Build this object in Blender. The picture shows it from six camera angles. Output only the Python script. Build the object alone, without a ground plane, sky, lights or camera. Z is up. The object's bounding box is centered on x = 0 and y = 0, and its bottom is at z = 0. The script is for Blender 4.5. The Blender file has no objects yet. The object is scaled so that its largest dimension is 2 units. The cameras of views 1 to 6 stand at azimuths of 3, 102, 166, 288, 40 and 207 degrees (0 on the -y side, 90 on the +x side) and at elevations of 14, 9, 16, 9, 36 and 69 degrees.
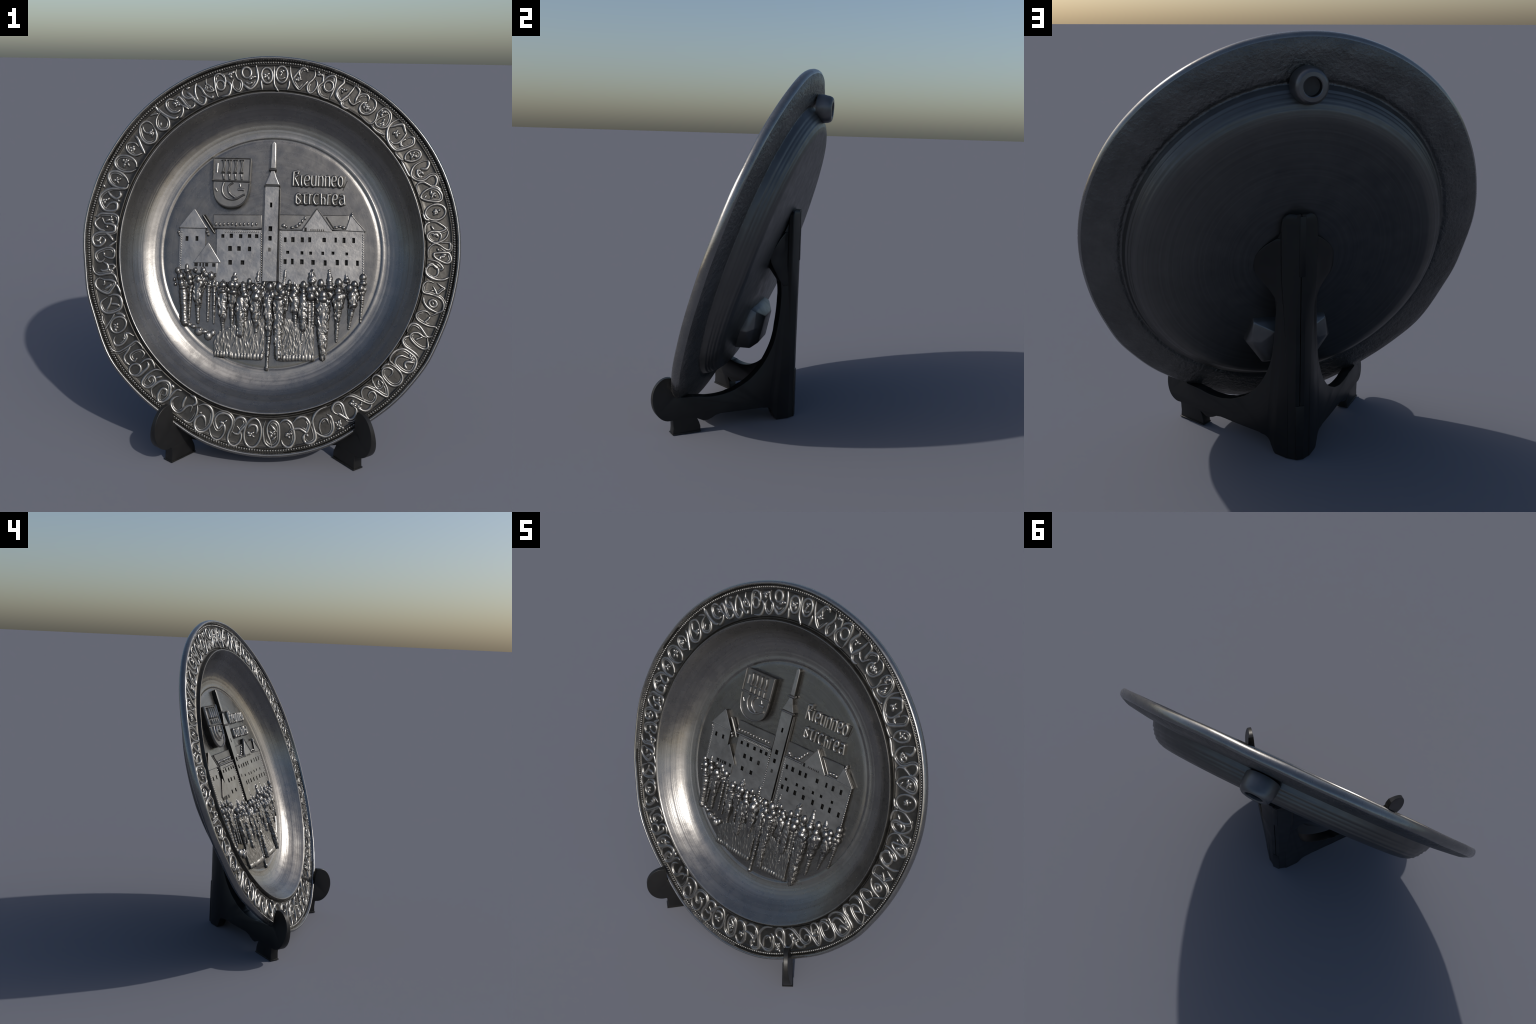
"""A pewter wall plate with a relief town scene and a scrolled rim, on a black folding easel."""
import bpy, bmesh, math, random
from mathutils import Vector, Matrix, noise

random.seed(7)
PI = math.pi

# ------------------------------------------------------------------ helpers
def link(ob, parent=None):
    bpy.context.scene.collection.objects.link(ob)
    if parent is not None:
        ob.parent = parent
    return ob

def empty(name, parent=None):
    e = bpy.data.objects.new(name, None)
    e.empty_display_size = 0.1
    return link(e, parent)

def obj_from_bm(name, bm, mat, parent, angle=40):
    bmesh.ops.recalc_face_normals(bm, faces=bm.faces)
    me = bpy.data.meshes.new(name)
    bm.to_mesh(me)
    bm.free()
    return obj_from_mesh(name, me, mat, parent, angle)

def obj_from_mesh(name, me, mat, parent, angle=40):
    if not me.materials:
        me.materials.append(mat)
    if angle >= 179:
        me.shade_smooth()
    elif angle > 0:
        me.shade_smooth()
        me.set_sharp_from_angle(angle=math.radians(angle))
    return link(bpy.data.objects.new(name, me), parent)

def evaluated(ob):
    """Mesh of ob with its modifiers applied; ob is removed."""
    bpy.context.view_layer.update()
    dg = bpy.context.evaluated_depsgraph_get()
    me = bpy.data.meshes.new_from_object(ob.evaluated_get(dg), depsgraph=dg)
    me.name = ob.data.name
    old = ob.data
    bpy.data.objects.remove(ob)
    bpy.data.meshes.remove(old)
    return me

def smoothstep(a, b, x):
    t = min(1.0, max(0.0, (x - a) / (b - a)))
    return t * t * (3 - 2 * t)

def catmull(pts, per=6, closed=False):
    """Smooth run of points through the given control points (any dimension)."""
    n, out = len(pts), []
    rng = range(n) if closed else range(n - 1)
    for i in rng:
        if closed:
            a, b, c, d = pts[i - 1], pts[i], pts[(i + 1) % n], pts[(i + 2) % n]
        else:
            a, b, c, d = pts[max(i - 1, 0)], pts[i], pts[i + 1], pts[min(i + 2, n - 1)]
        for k in range(per):
            t = k / per
            out.append(tuple(0.5 * (2 * q + (r - p) * t + (2 * p - 5 * q + 4 * r - s) * t * t + (3 * q - p - 3 * r + s) * t ** 3)
                             for p, q, r, s in zip(a, b, c, d)))
    if not closed:
        out.append(tuple(pts[-1]))
    return out

# ---------------------------------------------------------------- materials
def material(name):
    m = bpy.data.materials.new(name)
    m.use_nodes = True
    nt = m.node_tree
    return m, nt, nt.nodes["Principled BSDF"]

def node(nt, kind, **props):
    n = nt.nodes.new(kind)
    for k, v in props.items():
        if k in n.inputs:
            n.inputs[k].default_value = v
        else:
            setattr(n, k, v)
    return n

def ramp(nt, fac, stops):
    r = nt.nodes.new("ShaderNodeValToRGB")
    e = r.color_ramp.elements
    while len(e) < len(stops):
        e.new(0.5)
    for el, (p, c) in zip(e, stops):
        el.position = p
        el.color = (c, c, c, 1) if not isinstance(c, tuple) else (*c, 1)
    nt.links.new(fac, r.inputs["Fac"])
    return r.outputs["Color"]

def metal(name, dark, light, rough, grain=0.0, grain_scale=70.0, turned=0.0, metallic=0.91, blotch=7.0, floor=None):
    """Pewter: blotchy grey metal; 'grain' is cast texture, 'turned' the lathe rings of the dish."""
    m, nt, b = material(name)
    L = nt.links.new
    co = node(nt, "ShaderNodeTexCoord").outputs["Object"]
    n1 = node(nt, "ShaderNodeTexNoise", Scale=blotch, Detail=6.0, Roughness=0.62)
    L(co, n1.inputs["Vector"])
    fac = n1.outputs["Fac"]
    rad = None
    if turned:
        sep = node(nt, "ShaderNodeSeparateXYZ")
        L(co, sep.inputs[0])
        comb = node(nt, "ShaderNodeCombineXYZ")
        mul = node(nt, "ShaderNodeMath", operation="DIVIDE")
        mul.inputs[1].default_value = 0.943
        L(sep.outputs[0], mul.inputs[0])
        L(mul.outputs[0], comb.inputs[0])
        L(sep.outputs[1], comb.inputs[1])
        ln = node(nt, "ShaderNodeVectorMath", operation="LENGTH")
        L(comb.outputs[0], ln.inputs[0])
        rad = ln.outputs["Value"]
        ring = node(nt, "ShaderNodeTexNoise", noise_dimensions="1D", Scale=55.0, Detail=5.0, Roughness=0.7)
        L(rad, ring.inputs["W"])
        mix = node(nt, "ShaderNodeMix", data_type="FLOAT")
        mix.inputs[0].default_value = 0.55
        L(fac, mix.inputs[2])
        L(ring.outputs["Fac"], mix.inputs[3])
        fac = mix.outputs[0]
    col = ramp(nt, fac, [(0.30, dark), (0.70, light)])
    if floor:                          # floor colour darkened to its lit tone, wall kept lighter for the highlight
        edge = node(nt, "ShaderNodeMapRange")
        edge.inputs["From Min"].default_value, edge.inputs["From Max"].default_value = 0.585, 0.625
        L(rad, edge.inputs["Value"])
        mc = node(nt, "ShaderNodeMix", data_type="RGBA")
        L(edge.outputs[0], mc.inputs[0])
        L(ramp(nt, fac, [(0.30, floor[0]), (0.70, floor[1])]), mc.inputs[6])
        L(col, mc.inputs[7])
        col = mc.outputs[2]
    L(col, b.inputs["Base Color"])
    b.inputs["Metallic"].default_value = metallic
    n2 = node(nt, "ShaderNodeTexNoise", Scale=18.0, Detail=5.0)
    L(co, n2.inputs["Vector"])
    L(ramp(nt, n2.outputs["Fac"], [(0.3, rough - 0.05), (0.7, rough + 0.07)]), b.inputs["Roughness"])
    n3 = node(nt, "ShaderNodeTexNoise", Scale=grain_scale, Detail=3.0, Roughness=0.6)
    L(co, n3.inputs["Vector"])
    bump = node(nt, "ShaderNodeBump", Strength=max(grain, 0.06), Distance=0.012 if grain > 0.5 else 0.006)
    if turned:
        add = node(nt, "ShaderNodeMath", operation="ADD")
        sc = node(nt, "ShaderNodeMath", operation="MULTIPLY")
        sc.inputs[1].default_value = turned
        L(ring.outputs["Fac"], sc.inputs[0])
        if floor:                      # no lathe marks on the cast picture
            only = node(nt, "ShaderNodeMath", operation="MULTIPLY")
            L(sc.outputs[0], only.inputs[0])
            L(edge.outputs[0], only.inputs[1])
            L(only.outputs[0], add.inputs[0])
        else:
            L(sc.outputs[0], add.inputs[0])
        L(n1.outputs["Fac"], add.inputs[1])
        L(add.outputs[0], bump.inputs["Height"])
        bump.inputs["Strength"].default_value = 0.25
    else:
        L(n3.outputs["Fac"], bump.inputs["Height"])
    L(bump.outputs[0], b.inputs["Normal"])
    return m

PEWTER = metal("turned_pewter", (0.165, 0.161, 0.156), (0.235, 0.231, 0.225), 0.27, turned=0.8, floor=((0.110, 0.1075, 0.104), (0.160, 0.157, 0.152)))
RELIEF = metal("polished_pewter", (0.195, 0.191, 0.186), (0.28, 0.276, 0.270), 0.33, blotch=12.0, grain=0.34, grain_scale=17.0)
FIGURE = metal("worn_pewter", (0.125, 0.123, 0.120), (0.20, 0.197, 0.193), 0.30, blotch=16.0)
VINE = metal("rubbed_pewter", (0.185, 0.182, 0.176), (0.275, 0.271, 0.262), 0.33, blotch=20.0)
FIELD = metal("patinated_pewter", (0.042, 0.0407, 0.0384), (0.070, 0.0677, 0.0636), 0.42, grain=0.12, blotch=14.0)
GROUND = metal("dulled_pewter", (0.115, 0.113, 0.109), (0.165, 0.162, 0.157), 0.37, blotch=11.0)
EDGE = metal("streak_lightened_pewter", (0.21, 0.208, 0.204), (0.29, 0.287, 0.281), 0.25, blotch=6.0)  # base colour raised to strengthen the bright streak along the lip
BACK = metal("pitted_pewter", (0.105, 0.104, 0.102), (0.160, 0.158, 0.155), 0.44, grain=0.55, grain_scale=46.0)
UNDER = metal("plain_pewter", (0.108, 0.107, 0.105), (0.150, 0.148, 0.145), 0.40, turned=0.25)
PIT = metal("dark_recess", (0.012, 0.012, 0.012), (0.022, 0.022, 0.022), 0.6)  # near-black base: shade of the sunk windows baked into the colour

def plastic():
    m, nt, b = material("black_plastic")
    L = nt.links.new
    co = node(nt, "ShaderNodeTexCoord").outputs["Object"]
    n1 = node(nt, "ShaderNodeTexNoise", Scale=9.0, Detail=6.0)
    L(co, n1.inputs["Vector"])
    L(ramp(nt, n1.outputs["Fac"], [(0.3, (0.0075, 0.0075, 0.0077)), (0.7, (0.011, 0.011, 0.0112))]), b.inputs["Base Color"])
    L(ramp(nt, n1.outputs["Fac"], [(0.3, 0.36), (0.7, 0.47)]), b.inputs["Roughness"])
    b.inputs["Specular IOR Level"].default_value = 0.36
    n2 = node(nt, "ShaderNodeTexNoise", Scale=120.0, Detail=3.0)
    L(co, n2.inputs["Vector"])
    bump = node(nt, "ShaderNodeBump", Strength=0.08, Distance=0.003)
    L(n2.outputs["Fac"], bump.inputs["Height"])
    L(bump.outputs[0], b.inputs["Normal"])
    return m
BLACK = plastic()

# ------------------------------------------------------- the plate's own frame
TILT, TURN = math.radians(19.09), math.radians(-0.34)
CENTRE = Vector((0.0, -0.0255, 1.0412))
NRM = Vector((math.sin(TURN) * math.cos(TILT), -math.cos(TURN) * math.cos(TILT), math.sin(TILT)))
XAX = Vector((math.cos(TURN), math.sin(TURN), 0.0))
YAX = NRM.cross(XAX)
ROT = Matrix((XAX, YAX, NRM)).transposed().to_4x4()
FOOT_Y = -1.02                                     # the plate's lowest point in its own frame

plate = empty("decorative_plate")
plate["label"] = "tilted pewter plate with town-scene relief and scrolled rim"
plate["category"] = "decorative plate"
plate.matrix_world = Matrix.Translation(CENTRE + YAX * FOOT_Y) @ ROT

def on_plate(ob):
    ob.location = (0, -FOOT_Y, 0)
    return ob

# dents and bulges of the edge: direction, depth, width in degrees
KNOCKS = [(-173, -0.010, 8), (-158, -0.007, 7), (-143, 0.008, 7), (-120, -0.012, 10), (-60, -0.012, 10), (-34, 0.006, 6)]

def stretch(th, rho):
    """The plate is not quite round: taller than wide, its rim slightly egg-shaped."""
    k = smoothstep(0.8, 1.0, rho)
    f = -0.029 * math.cos(2 * th) + k * (0.0066 * math.sin(3 * th) + 0.0008 * math.cos(3 * th)
                                        + 0.0025 * math.cos(4 * th) + 0.0026 * math.sin(4 * th))
    f += 0.007 * k * max(0.0, math.sin(th)) ** 2 + 0.005 * k * max(0.0, -math.sin(th)) ** 4 + 0.005 * k * max(0.0, -math.cos(th)) ** 3
    for deg, dent, wide in KNOCKS:
        off = (math.degrees(th) - deg + 180) % 360 - 180
        f += k * dent * math.exp(-(off / wide) ** 2)
    return (0.988 + f) / 1.017

def wave(th, rho):
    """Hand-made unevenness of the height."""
    k = smoothstep(0.72, 1.0, rho)
    return k * (0.0045 * noise.noise(Vector((1.6 * math.cos(th), 1.6 * math.sin(th), 3.1)))
                + 0.0022 * noise.noise(Vector((5 * math.cos(th), 5 * math.sin(th), 8.4))))

def settle(x, y, rho, under=False):
    """The well is bedded a little askew in the rim, and the rim sags back at its top right."""
    well = 1.0 - smoothstep(0.76, 0.83, rho)
    th = math.atan2(y, x)
    rim = smoothstep(0.74, 0.86, rho) * (0.0055 + 0.006 * smoothstep(0.965, 1.0, rho) - 0.0085 * (1.0 + math.cos(th - math.radians(62))))
    if under:
        return well * 0.046 * max(0.0, -y - 0.06) * smoothstep(0.22, 0.65, rho) + rim
    floor = 1.0 - smoothstep(0.585, 0.66, rho)
    return well * (floor * (0.0125 - 0.023 * y) - (1.0 - floor) * (-0.001 + (0.015 if y > 0 else 0.028) * y)) + rim

def polar(th, rho, w, under=False):
    r = rho * stretch(th, rho)
    d = 1.0 - smoothstep(0.80, 1.0, rho)            # the well sits a hair off centre
    r += 0.0022 * smoothstep(0.75, 0.85, rho) * noise.noise(Vector((4.2 * math.cos(th), 4.2 * math.sin(th), 1.7)))
    x, y = 0.006 * d + r * math.cos(th), 0.004 * d + r * math.sin(th)
    return Vector((x, y, w + wave(th, rho) + settle(x, y, rho, under)))

# profile of the turned dish: (radius, height above the rim plane)
FRONT = [(0.0, -0.158), (0.15, -0.158), (0.30, -0.158), (0.45, -0.158), (0.56, -0.158), (0.602, -0.1575), (0.609, -0.1585),
         (0.613, -0.156), (0.618, -0.1525), (0.626, -0.1505), (0.636, -0.150), (0.642, -0.1475), (0.652, -0.146), (0.657, -0.1445),
         (0.667, -0.143), (0.672, -0.1405), (0.682, -0.139), (0.692, -0.135), (0.703, -0.1305), (0.716, -0.1235), (0.732, -0.112),
         (0.750, -0.096), (0.768, -0.0775), (0.784, -0.058), (0.798, -0.039), (0.809, -0.024), (0.816, -0.0135), (0.821, -0.006), (0.826, -0.003)]
RIM = [(0.826, -0.003), (0.829, -0.006), (0.8315, -0.016), (0.834, -0.0285), (0.838, -0.0305), (0.8415, -0.027), (0.845, -0.0185),
       (0.850, -0.0195), (0.854, -0.0225), (0.870, -0.023), (0.90, -0.0225), (0.94, -0.0225), (0.968, -0.0225), (0.974, -0.022),
       (0.977, -0.0175), (0.980, -0.0175), (0.983, -0.023), (0.987, -0.0245), (0.993, -0.0245), (0.997, -0.029), (1.000, -0.027),
       (1.003, -0.012), (1.0055, -0.003), (1.009, 0.0), (1.013, -0.001), (1.018, -0.006), (1.022, -0.015), (1.0225, -0.026),
       (1.019, -0.037), (1.009, -0.046), (0.990, -0.053), (0.962, -0.059), (0.93, -0.064), (0.90, -0.068), (0.87, -0.072),
       (0.850, -0.0745), (0.838, -0.0735), (0.832, -0.0705), (0.825, -0.0700), (0.820, -0.0725), (0.818, -0.077)]
BASE = [(0.818, -0.077), (0.812, -0.089), (0.808, -0.100), (0.8055, -0.108), (0.799, -0.1115), (0.796, -0.118), (0.7945, -0.125), (0.788, -0.1295), (0.7845, -0.137), (0.7815, -0.1445), (0.774, -0.1485),
        (0.7685, -0.156), (0.764, -0.1625), (0.755, -0.1655), (0.748, -0.172), (0.740, -0.1765), (0.730, -0.1785), (0.72, -0.183), (0.70, -0.1845), (0.66, -0.186), (0.60, -0.187), (0.45, -0.187), (0.30, -0.187), (0.15, -0.187), (0.0, -0.187)]

def refine(profile, step=0.012):
    out = [profile[0]]
    for a, b in zip(profile, profile[1:]):
        n = max(1, int(math.hypot(b[0] - a[0], b[1] - a[1]) / (step if b[0] > 0.59 else 0.05)))
        out += [(a[0] + (b[0] - a[0]) * k / n, a[1] + (b[1] - a[1]) * k / n) for k in range(1, n + 1)]
    return out

SEG = 540
def turn_dish():
    """One closed lathe-turned body, split into dish, rim and base along its creases."""
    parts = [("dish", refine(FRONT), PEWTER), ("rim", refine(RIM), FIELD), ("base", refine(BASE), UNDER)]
    rings = [p for _, prof, _ in parts for p in prof]
    bm = bmesh.new()
    made, faces_of = {}, {}
    def ring(r, w, under):
        key = (round(r, 5), round(w, 5))
        if key not in made:
            if r < 1e-6:
                made[key] = [bm.verts.new(polar(0.0, 0.0, w, under))]
            else:
                made[key] = [bm.verts.new(polar(2 * PI * i / SEG, r, w, under)) for i in range(SEG)]
        return made[key]
    for pi, (_, prof, _) in enumerate(parts):
        for a, b in zip(prof, prof[1:]):
            under = a[1] < -0.069 and pi > 0
            A, B = ring(*a, under), ring(*b, under or (pi > 0 and b[1] < -0.069))
            for i in range(SEG):
                j = (i + 1) % SEG
                vs = [A[i % len(A)], A[j % len(A)], B[j % len(B)], B[i % len(B)]]
                vs = list(dict.fromkeys(vs))
                f = bm.faces.new(vs)
                f.material_index = pi
                f.smooth = True
    bmesh.ops.recalc_face_normals(bm, faces=bm.faces)
    bm.normal_update()
    normals = {v.co.copy().freeze(): v.normal.copy() for v in bm.verts}
    for pi, (name, _, mat) in enumerate(parts):
        part = bm.copy()
        bmesh.ops.delete(part, geom=[f for f in part.faces if f.material_index != pi], context="FACES")
        for f in part.faces:
            f.material_index = 0
            if name == "rim":          # outer roll in the streak-lightened metal, pitted back
                c = f.calc_center_median()
                th = math.atan2(c.y, c.x)
                rho = math.hypot(c.x, c.y) / stretch(th, 1.0)
                if rho > 1.0015 and c.z - settle(c.x, c.y, 1.0) > -0.052:
                    f.material_index = 1
                elif c.z - settle(c.x, c.y, min(rho, 1.0)) < -0.046:
                    f.material_index = 2
        me = bpy.data.meshes.new(name)
        part.to_mesh(me)
        part.free()
        for m in ([mat, EDGE, BACK] if name == 'rim' else [mat]):
            me.materials.append(m)
        me.shade_smooth()
        me.normals_split_custom_set_from_vertices([normals[v.co.copy().freeze()] for v in me.vertices])
        on_plate(link(bpy.data.objects.new(name, me), plate))
    bm.free()
turn_dish()

# a ring of small beads inside the lip, too many to name
def bead_ring(count=480):
    bm = bmesh.new()
    for i in range(count):
        th = 2 * PI * i / count
        p = polar(th, 0.990, -0.0225)
        s = 0.0060 * (1 + 0.16 * random.uniform(-1, 1))
        m = Matrix.Translation(p) @ Matrix.Rotation(th, 4, "Z") @ Matrix.Diagonal((s * 1.05, s * 0.95, s * 1.2, 1))
        bmesh.ops.create_icosphere(bm, subdivisions=2, radius=1.0, matrix=m)
    ob = on_plate(obj_from_bm("bead_ring", bm, VINE, plate, 180))
    ob["kind"] = "stuff"
bead_ring()

# ------------------------------------------------------------- scrolled rim
FIELD_W = -0.0228
def band(deg, f):
    return math.radians(deg), 0.85 + 0.11 * f

def vine_tube(path, r=0.0082, high=0.0098, name="scroll"):
    """Rounded strand lying on the rim along (angle, radius) points."""
    pts = [polar(th, rho, FIELD_W) for th, rho in path]
    clean = [pts[0]]
    for p in pts[1:]:
        if (p - clean[-1]).length > 0.0016:
            clean.append(p)
    pts = clean
    if len(pts) < 3:
        return
    n = len(pts)
    closed = (pts[0] - pts[-1]).length < 0.004
    bm = bmesh.new()
    rows = []
    seed = random.uniform(0, 99)
    for i, p in enumerate(pts):
        t = (pts[min(i + 1, n - 1)] - pts[max(i - 1, 0)])
        t.z = 0
        t.normalize()
        side = Vector((-t.y, t.x, 0))
        e = min(i, n - 1 - i) / max(3.0, 0.16 * n)
        k = 1.0 if closed else 0.45 + 0.55 * smoothstep(0, 1, e)
        k *= 1 + 0.20 * noise.noise(Vector((seed, i * 0.13, 0.3)))
        hz = high * (0.62 + 0.38 * k) * (1 + 0.18 * noise.noise(Vector((seed + 5, i * 0.11, 0.7))))
        row = []
        for a in range(9):
            ang = PI * a / 8
            row.append(bm.verts.new(p + side * (r * k * math.cos(ang)) + Vector((0, 0, -0.003 + (hz + 0.003) * math.sin(ang) ** 0.85))))
        rows.append(row)
    for i in range(n - 1):
        for a in range(8):
            bm.faces.new((rows[i][a], rows[i + 1][a], rows[i + 1][a + 1], rows[i][a + 1]))
        bm.faces.new((rows[i][8], rows[i + 1][8], rows[i + 1][0], rows[i][0]))
    bm.faces.new(rows[0])
    bm.faces.new(rows[-1][::-1])
    on_plate(obj_from_bm(name, bm, VINE, plate, 60))

def scroll(*pts):
    path = [band(a, f) for a, f in catmull(pts, 7)]
    vine_tube(path, r=0.0088 * random.uniform(0.82, 1.2))
    if len(pts) < 6:
        return
    # a finer tendril follows the inside of the longer curls
    flat = [Vector((th * 0.91, rho)) for th, rho in path]
    bend = sum((flat[i] - flat[i - 3]).cross(flat[i + 3] - flat[i]) for i in range(3, len(flat) - 3))
    side = 1.0 if bend > 0 else -1.0
    lo, hi = int(len(flat) * random.uniform(0.15, 0.3)), int(len(flat) * random.uniform(0.6, 0.85))
    inner = []
    for i in range(max(1, lo), min(hi, len(flat) - 1)):
        d = (flat[i + 1] - flat[i - 1]).normalized()
        p = flat[i] + Vector((-d.y, d.x)) * side * 0.0105
        inner.append((p.x / 0.91, p.y))
    vine_tube(inner, r=0.0048, high=0.0062, name="tendril")

def ring(deg, f, half_wide, half_high):
    """Oval medallion frame: half sizes along and across the rim."""
    th0, rho0 = band(deg, f)
    path = []
    for i in range(41):
        a = 2 * PI * i / 40
        path.append((th0 + half_wide * math.cos(a) / rho0 / 0.97, rho0 + half_high * math.sin(a)))
    vine_tube(path, r=0.0086)

def bud(deg, f, leaves):
    """Little cluster of rounded leaves or berries inside a curl."""
    th0, rho0 = band(deg, f)
    c = polar(th0, rho0, FIELD_W)
    bm = bmesh.new()
    turn = random.uniform(0, 2 * PI)
    for k in range(leaves + (2 if leaves > 1 else 0)):
        a = turn + k * 2.4 + random.uniform(-0.5, 0.5)
        reach = (0.0 if k == 0 else random.uniform(0.008, 0.0155)) * (1.35 if leaves > 4 else 1.0)
        ln, wd, hg = random.uniform(0.0105, 0.0175), random.uniform(0.0065, 0.0100), random.uniform(0.0080, 0.0110)
        m = (Matrix.Translation(c + Vector((reach * math.cos(a), reach * math.sin(a), 0.001))) @ Matrix.Rotation(a + random.uniform(-0.9, 0.9), 4, "Z")
             @ Matrix.Diagonal((ln, wd, hg, 1)))
        bmesh.ops.create_icosphere(bm, subdivisions=2, radius=1.0, matrix=m)
    on_plate(obj_from_bm("bud", bm, VINE, plate, 180))


# stretch R1
ring(92.8, 0.65, 0.028, 0.042)
bud(92.9, 0.61, 3)
scroll((94.9, 0.45), (94.9, 0.20), (94.8, -0.04))
scroll((90.5, 1.08), (90.5, 0.69), (90.5, 0.24), (89.6, -0.02), (89.1, -0.13))
ring(88.0, 0.71, 0.029, 0.044)
bud(88.0, 0.77, 2)
scroll((89.2, 0.56), (88.1, 0.49), (86.8, 0.58))
scroll((85.4, 0.48), (85.5, 0.18), (86.0, -0.04))
scroll((85.4, 1.14), (85.1, 0.75), (84.2, 0.42), (83.1, 0.19), (81.8, 0.06), (80.9, 0.21), (79.7, 0.47), (79.3, 0.56))
scroll((81.9, 0.70), (82.5, 0.85), (82.2, 1.06), (81.4, 1.16), (80.3, 1.11), (79.8, 0.99))
scroll((84.4, 0.52), (83.2, 0.83), (82.2, 1.06))
bud(82.5, 0.60, 3)
scroll((77.8, 1.17), (77.4, 0.90), (77.9, 0.68), (78.8, 0.48), (79.2, 0.26), (78.5, 0.04), (77.5, 0.02), (76.5, 0.20), (76.0, 0.47), (76.4, 0.66), (77.1, 0.75))
scroll((74.9, 1.14), (74.6, 0.87), (74.5, 0.71), (75.4, 0.50), (75.5, 0.29), (74.5, 0.06), (72.8, -0.02), (70.9, -0.00))
ring(72.3, 0.62, 0.024, 0.029)
scroll((74.3, 0.76), (73.5, 1.02), (72.2, 1.17), (71.1, 1.16), (70.5, 0.90), (70.3, 0.53), (70.5, 0.17), (70.6, 0.04))
bud(76.0, 1.05, 2)
scroll((68.5, 1.23), (68.1, 1.06), (68.8, 0.80), (69.2, 0.53), (68.7, 0.33), (67.5, 0.20), (66.6, 0.18), (65.7, 0.47), (64.9, 0.73))
bud(67.2, 0.75, 2)

# stretch R2
scroll((64.4, 1.23), (64.8, 0.87), (65.5, 0.48), (66.6, 0.19), (65.8, -0.01), (64.2, -0.05), (63.0, 0.05))
scroll((64.4, 1.20), (62.8, 1.11), (62.3, 0.95), (62.3, 0.65), (62.0, 0.43))
scroll((64.8, 0.53), (63.8, 0.35), (62.3, 0.31), (61.4, 0.50), (60.7, 0.67))
scroll((61.9, 0.52), (62.3, 0.71), (61.7, 0.95), (60.2, 1.09), (59.0, 1.04), (58.5, 0.85))
scroll((58.7, 1.08), (57.0, 1.09), (55.8, 0.94), (55.4, 0.67), (56.1, 0.36), (57.6, 0.20), (59.2, 0.21), (60.0, 0.41), (59.7, 0.66), (59.0, 0.76))
bud(58.8, 0.61, 3)
bud(57.3, 0.56, 2)
scroll((58.7, 0.06), (56.3, -0.02), (53.8, 0.00), (53.0, 0.24), (53.4, 0.50), (53.9, 0.66), (53.6, 0.95), (52.8, 1.10), (50.9, 1.10), (49.7, 0.98), (48.8, 0.69), (48.7, 0.42), (49.8, 0.24), (51.5, 0.16), (52.6, 0.26), (52.4, 0.51), (51.4, 0.79), (51.0, 1.00))
bud(52.6, 0.83, 2)
bud(50.6, 0.47, 2)
scroll((53.2, -0.01), (50.8, -0.05), (48.4, 0.03), (47.3, 0.15))
scroll((47.4, 1.18), (48.1, 0.88), (48.2, 0.59), (47.3, 0.31), (45.5, 0.08), (43.2, -0.02), (40.6, 0.03), (39.4, 0.30), (38.6, 0.64), (38.4, 0.90), (39.6, 1.08), (40.7, 1.04), (41.2, 0.81))
scroll((42.6, 0.99), (42.1, 0.73), (41.9, 0.37), (43.0, 0.15), (44.7, 0.13))
scroll((47.6, 0.59), (46.5, 0.92), (45.3, 1.12), (43.8, 1.03), (42.6, 0.95))
bud(45.0, 0.58, 3)
scroll((41.2, 0.77), (41.6, 0.52), (40.8, 0.39), (39.8, 0.45))

# stretch R3
scroll((36.0, 0.14), (37.0, 0.29), (37.3, 0.57), (36.4, 0.86), (35.1, 0.96), (33.8, 0.84), (33.6, 0.59), (34.3, 0.32), (35.8, 0.13))
bud(35.6, 0.58, 3)
scroll((40.1, -0.07), (38.0, -0.06), (36.5, -0.01), (36.0, 0.10))
scroll((36.4, -0.04), (33.0, -0.08), (30.4, -0.08), (29.6, -0.01))
scroll((31.7, 1.07), (32.3, 0.74), (32.3, 0.41), (31.4, 0.17), (29.9, 0.03), (28.4, 0.07), (26.8, 0.28), (26.4, 0.53), (26.8, 0.80), (26.5, 1.02), (25.2, 1.08), (23.7, 0.96), (23.3, 0.76), (24.9, 0.55), (25.9, 0.41), (26.1, 0.15), (24.8, 0.01), (22.3, 0.01))
scroll((31.7, 1.07), (30.4, 1.03), (29.5, 0.86), (29.7, 0.72), (30.5, 0.59))
scroll((30.8, 0.46), (29.5, 0.33), (28.0, 0.36), (27.8, 0.50))
bud(29.3, 0.50, 2)
scroll((21.1, 0.04), (22.3, 0.18), (23.0, 0.46), (22.9, 0.74), (21.7, 0.97), (19.8, 1.05), (18.3, 0.96), (18.1, 0.75), (19.1, 0.39), (20.2, 0.15), (21.1, 0.04))
bud(20.9, 0.64, 3)
bud(20.8, 0.26, 1)
scroll((23.7, 0.67), (22.9, 0.92), (21.3, 1.07))

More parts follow.
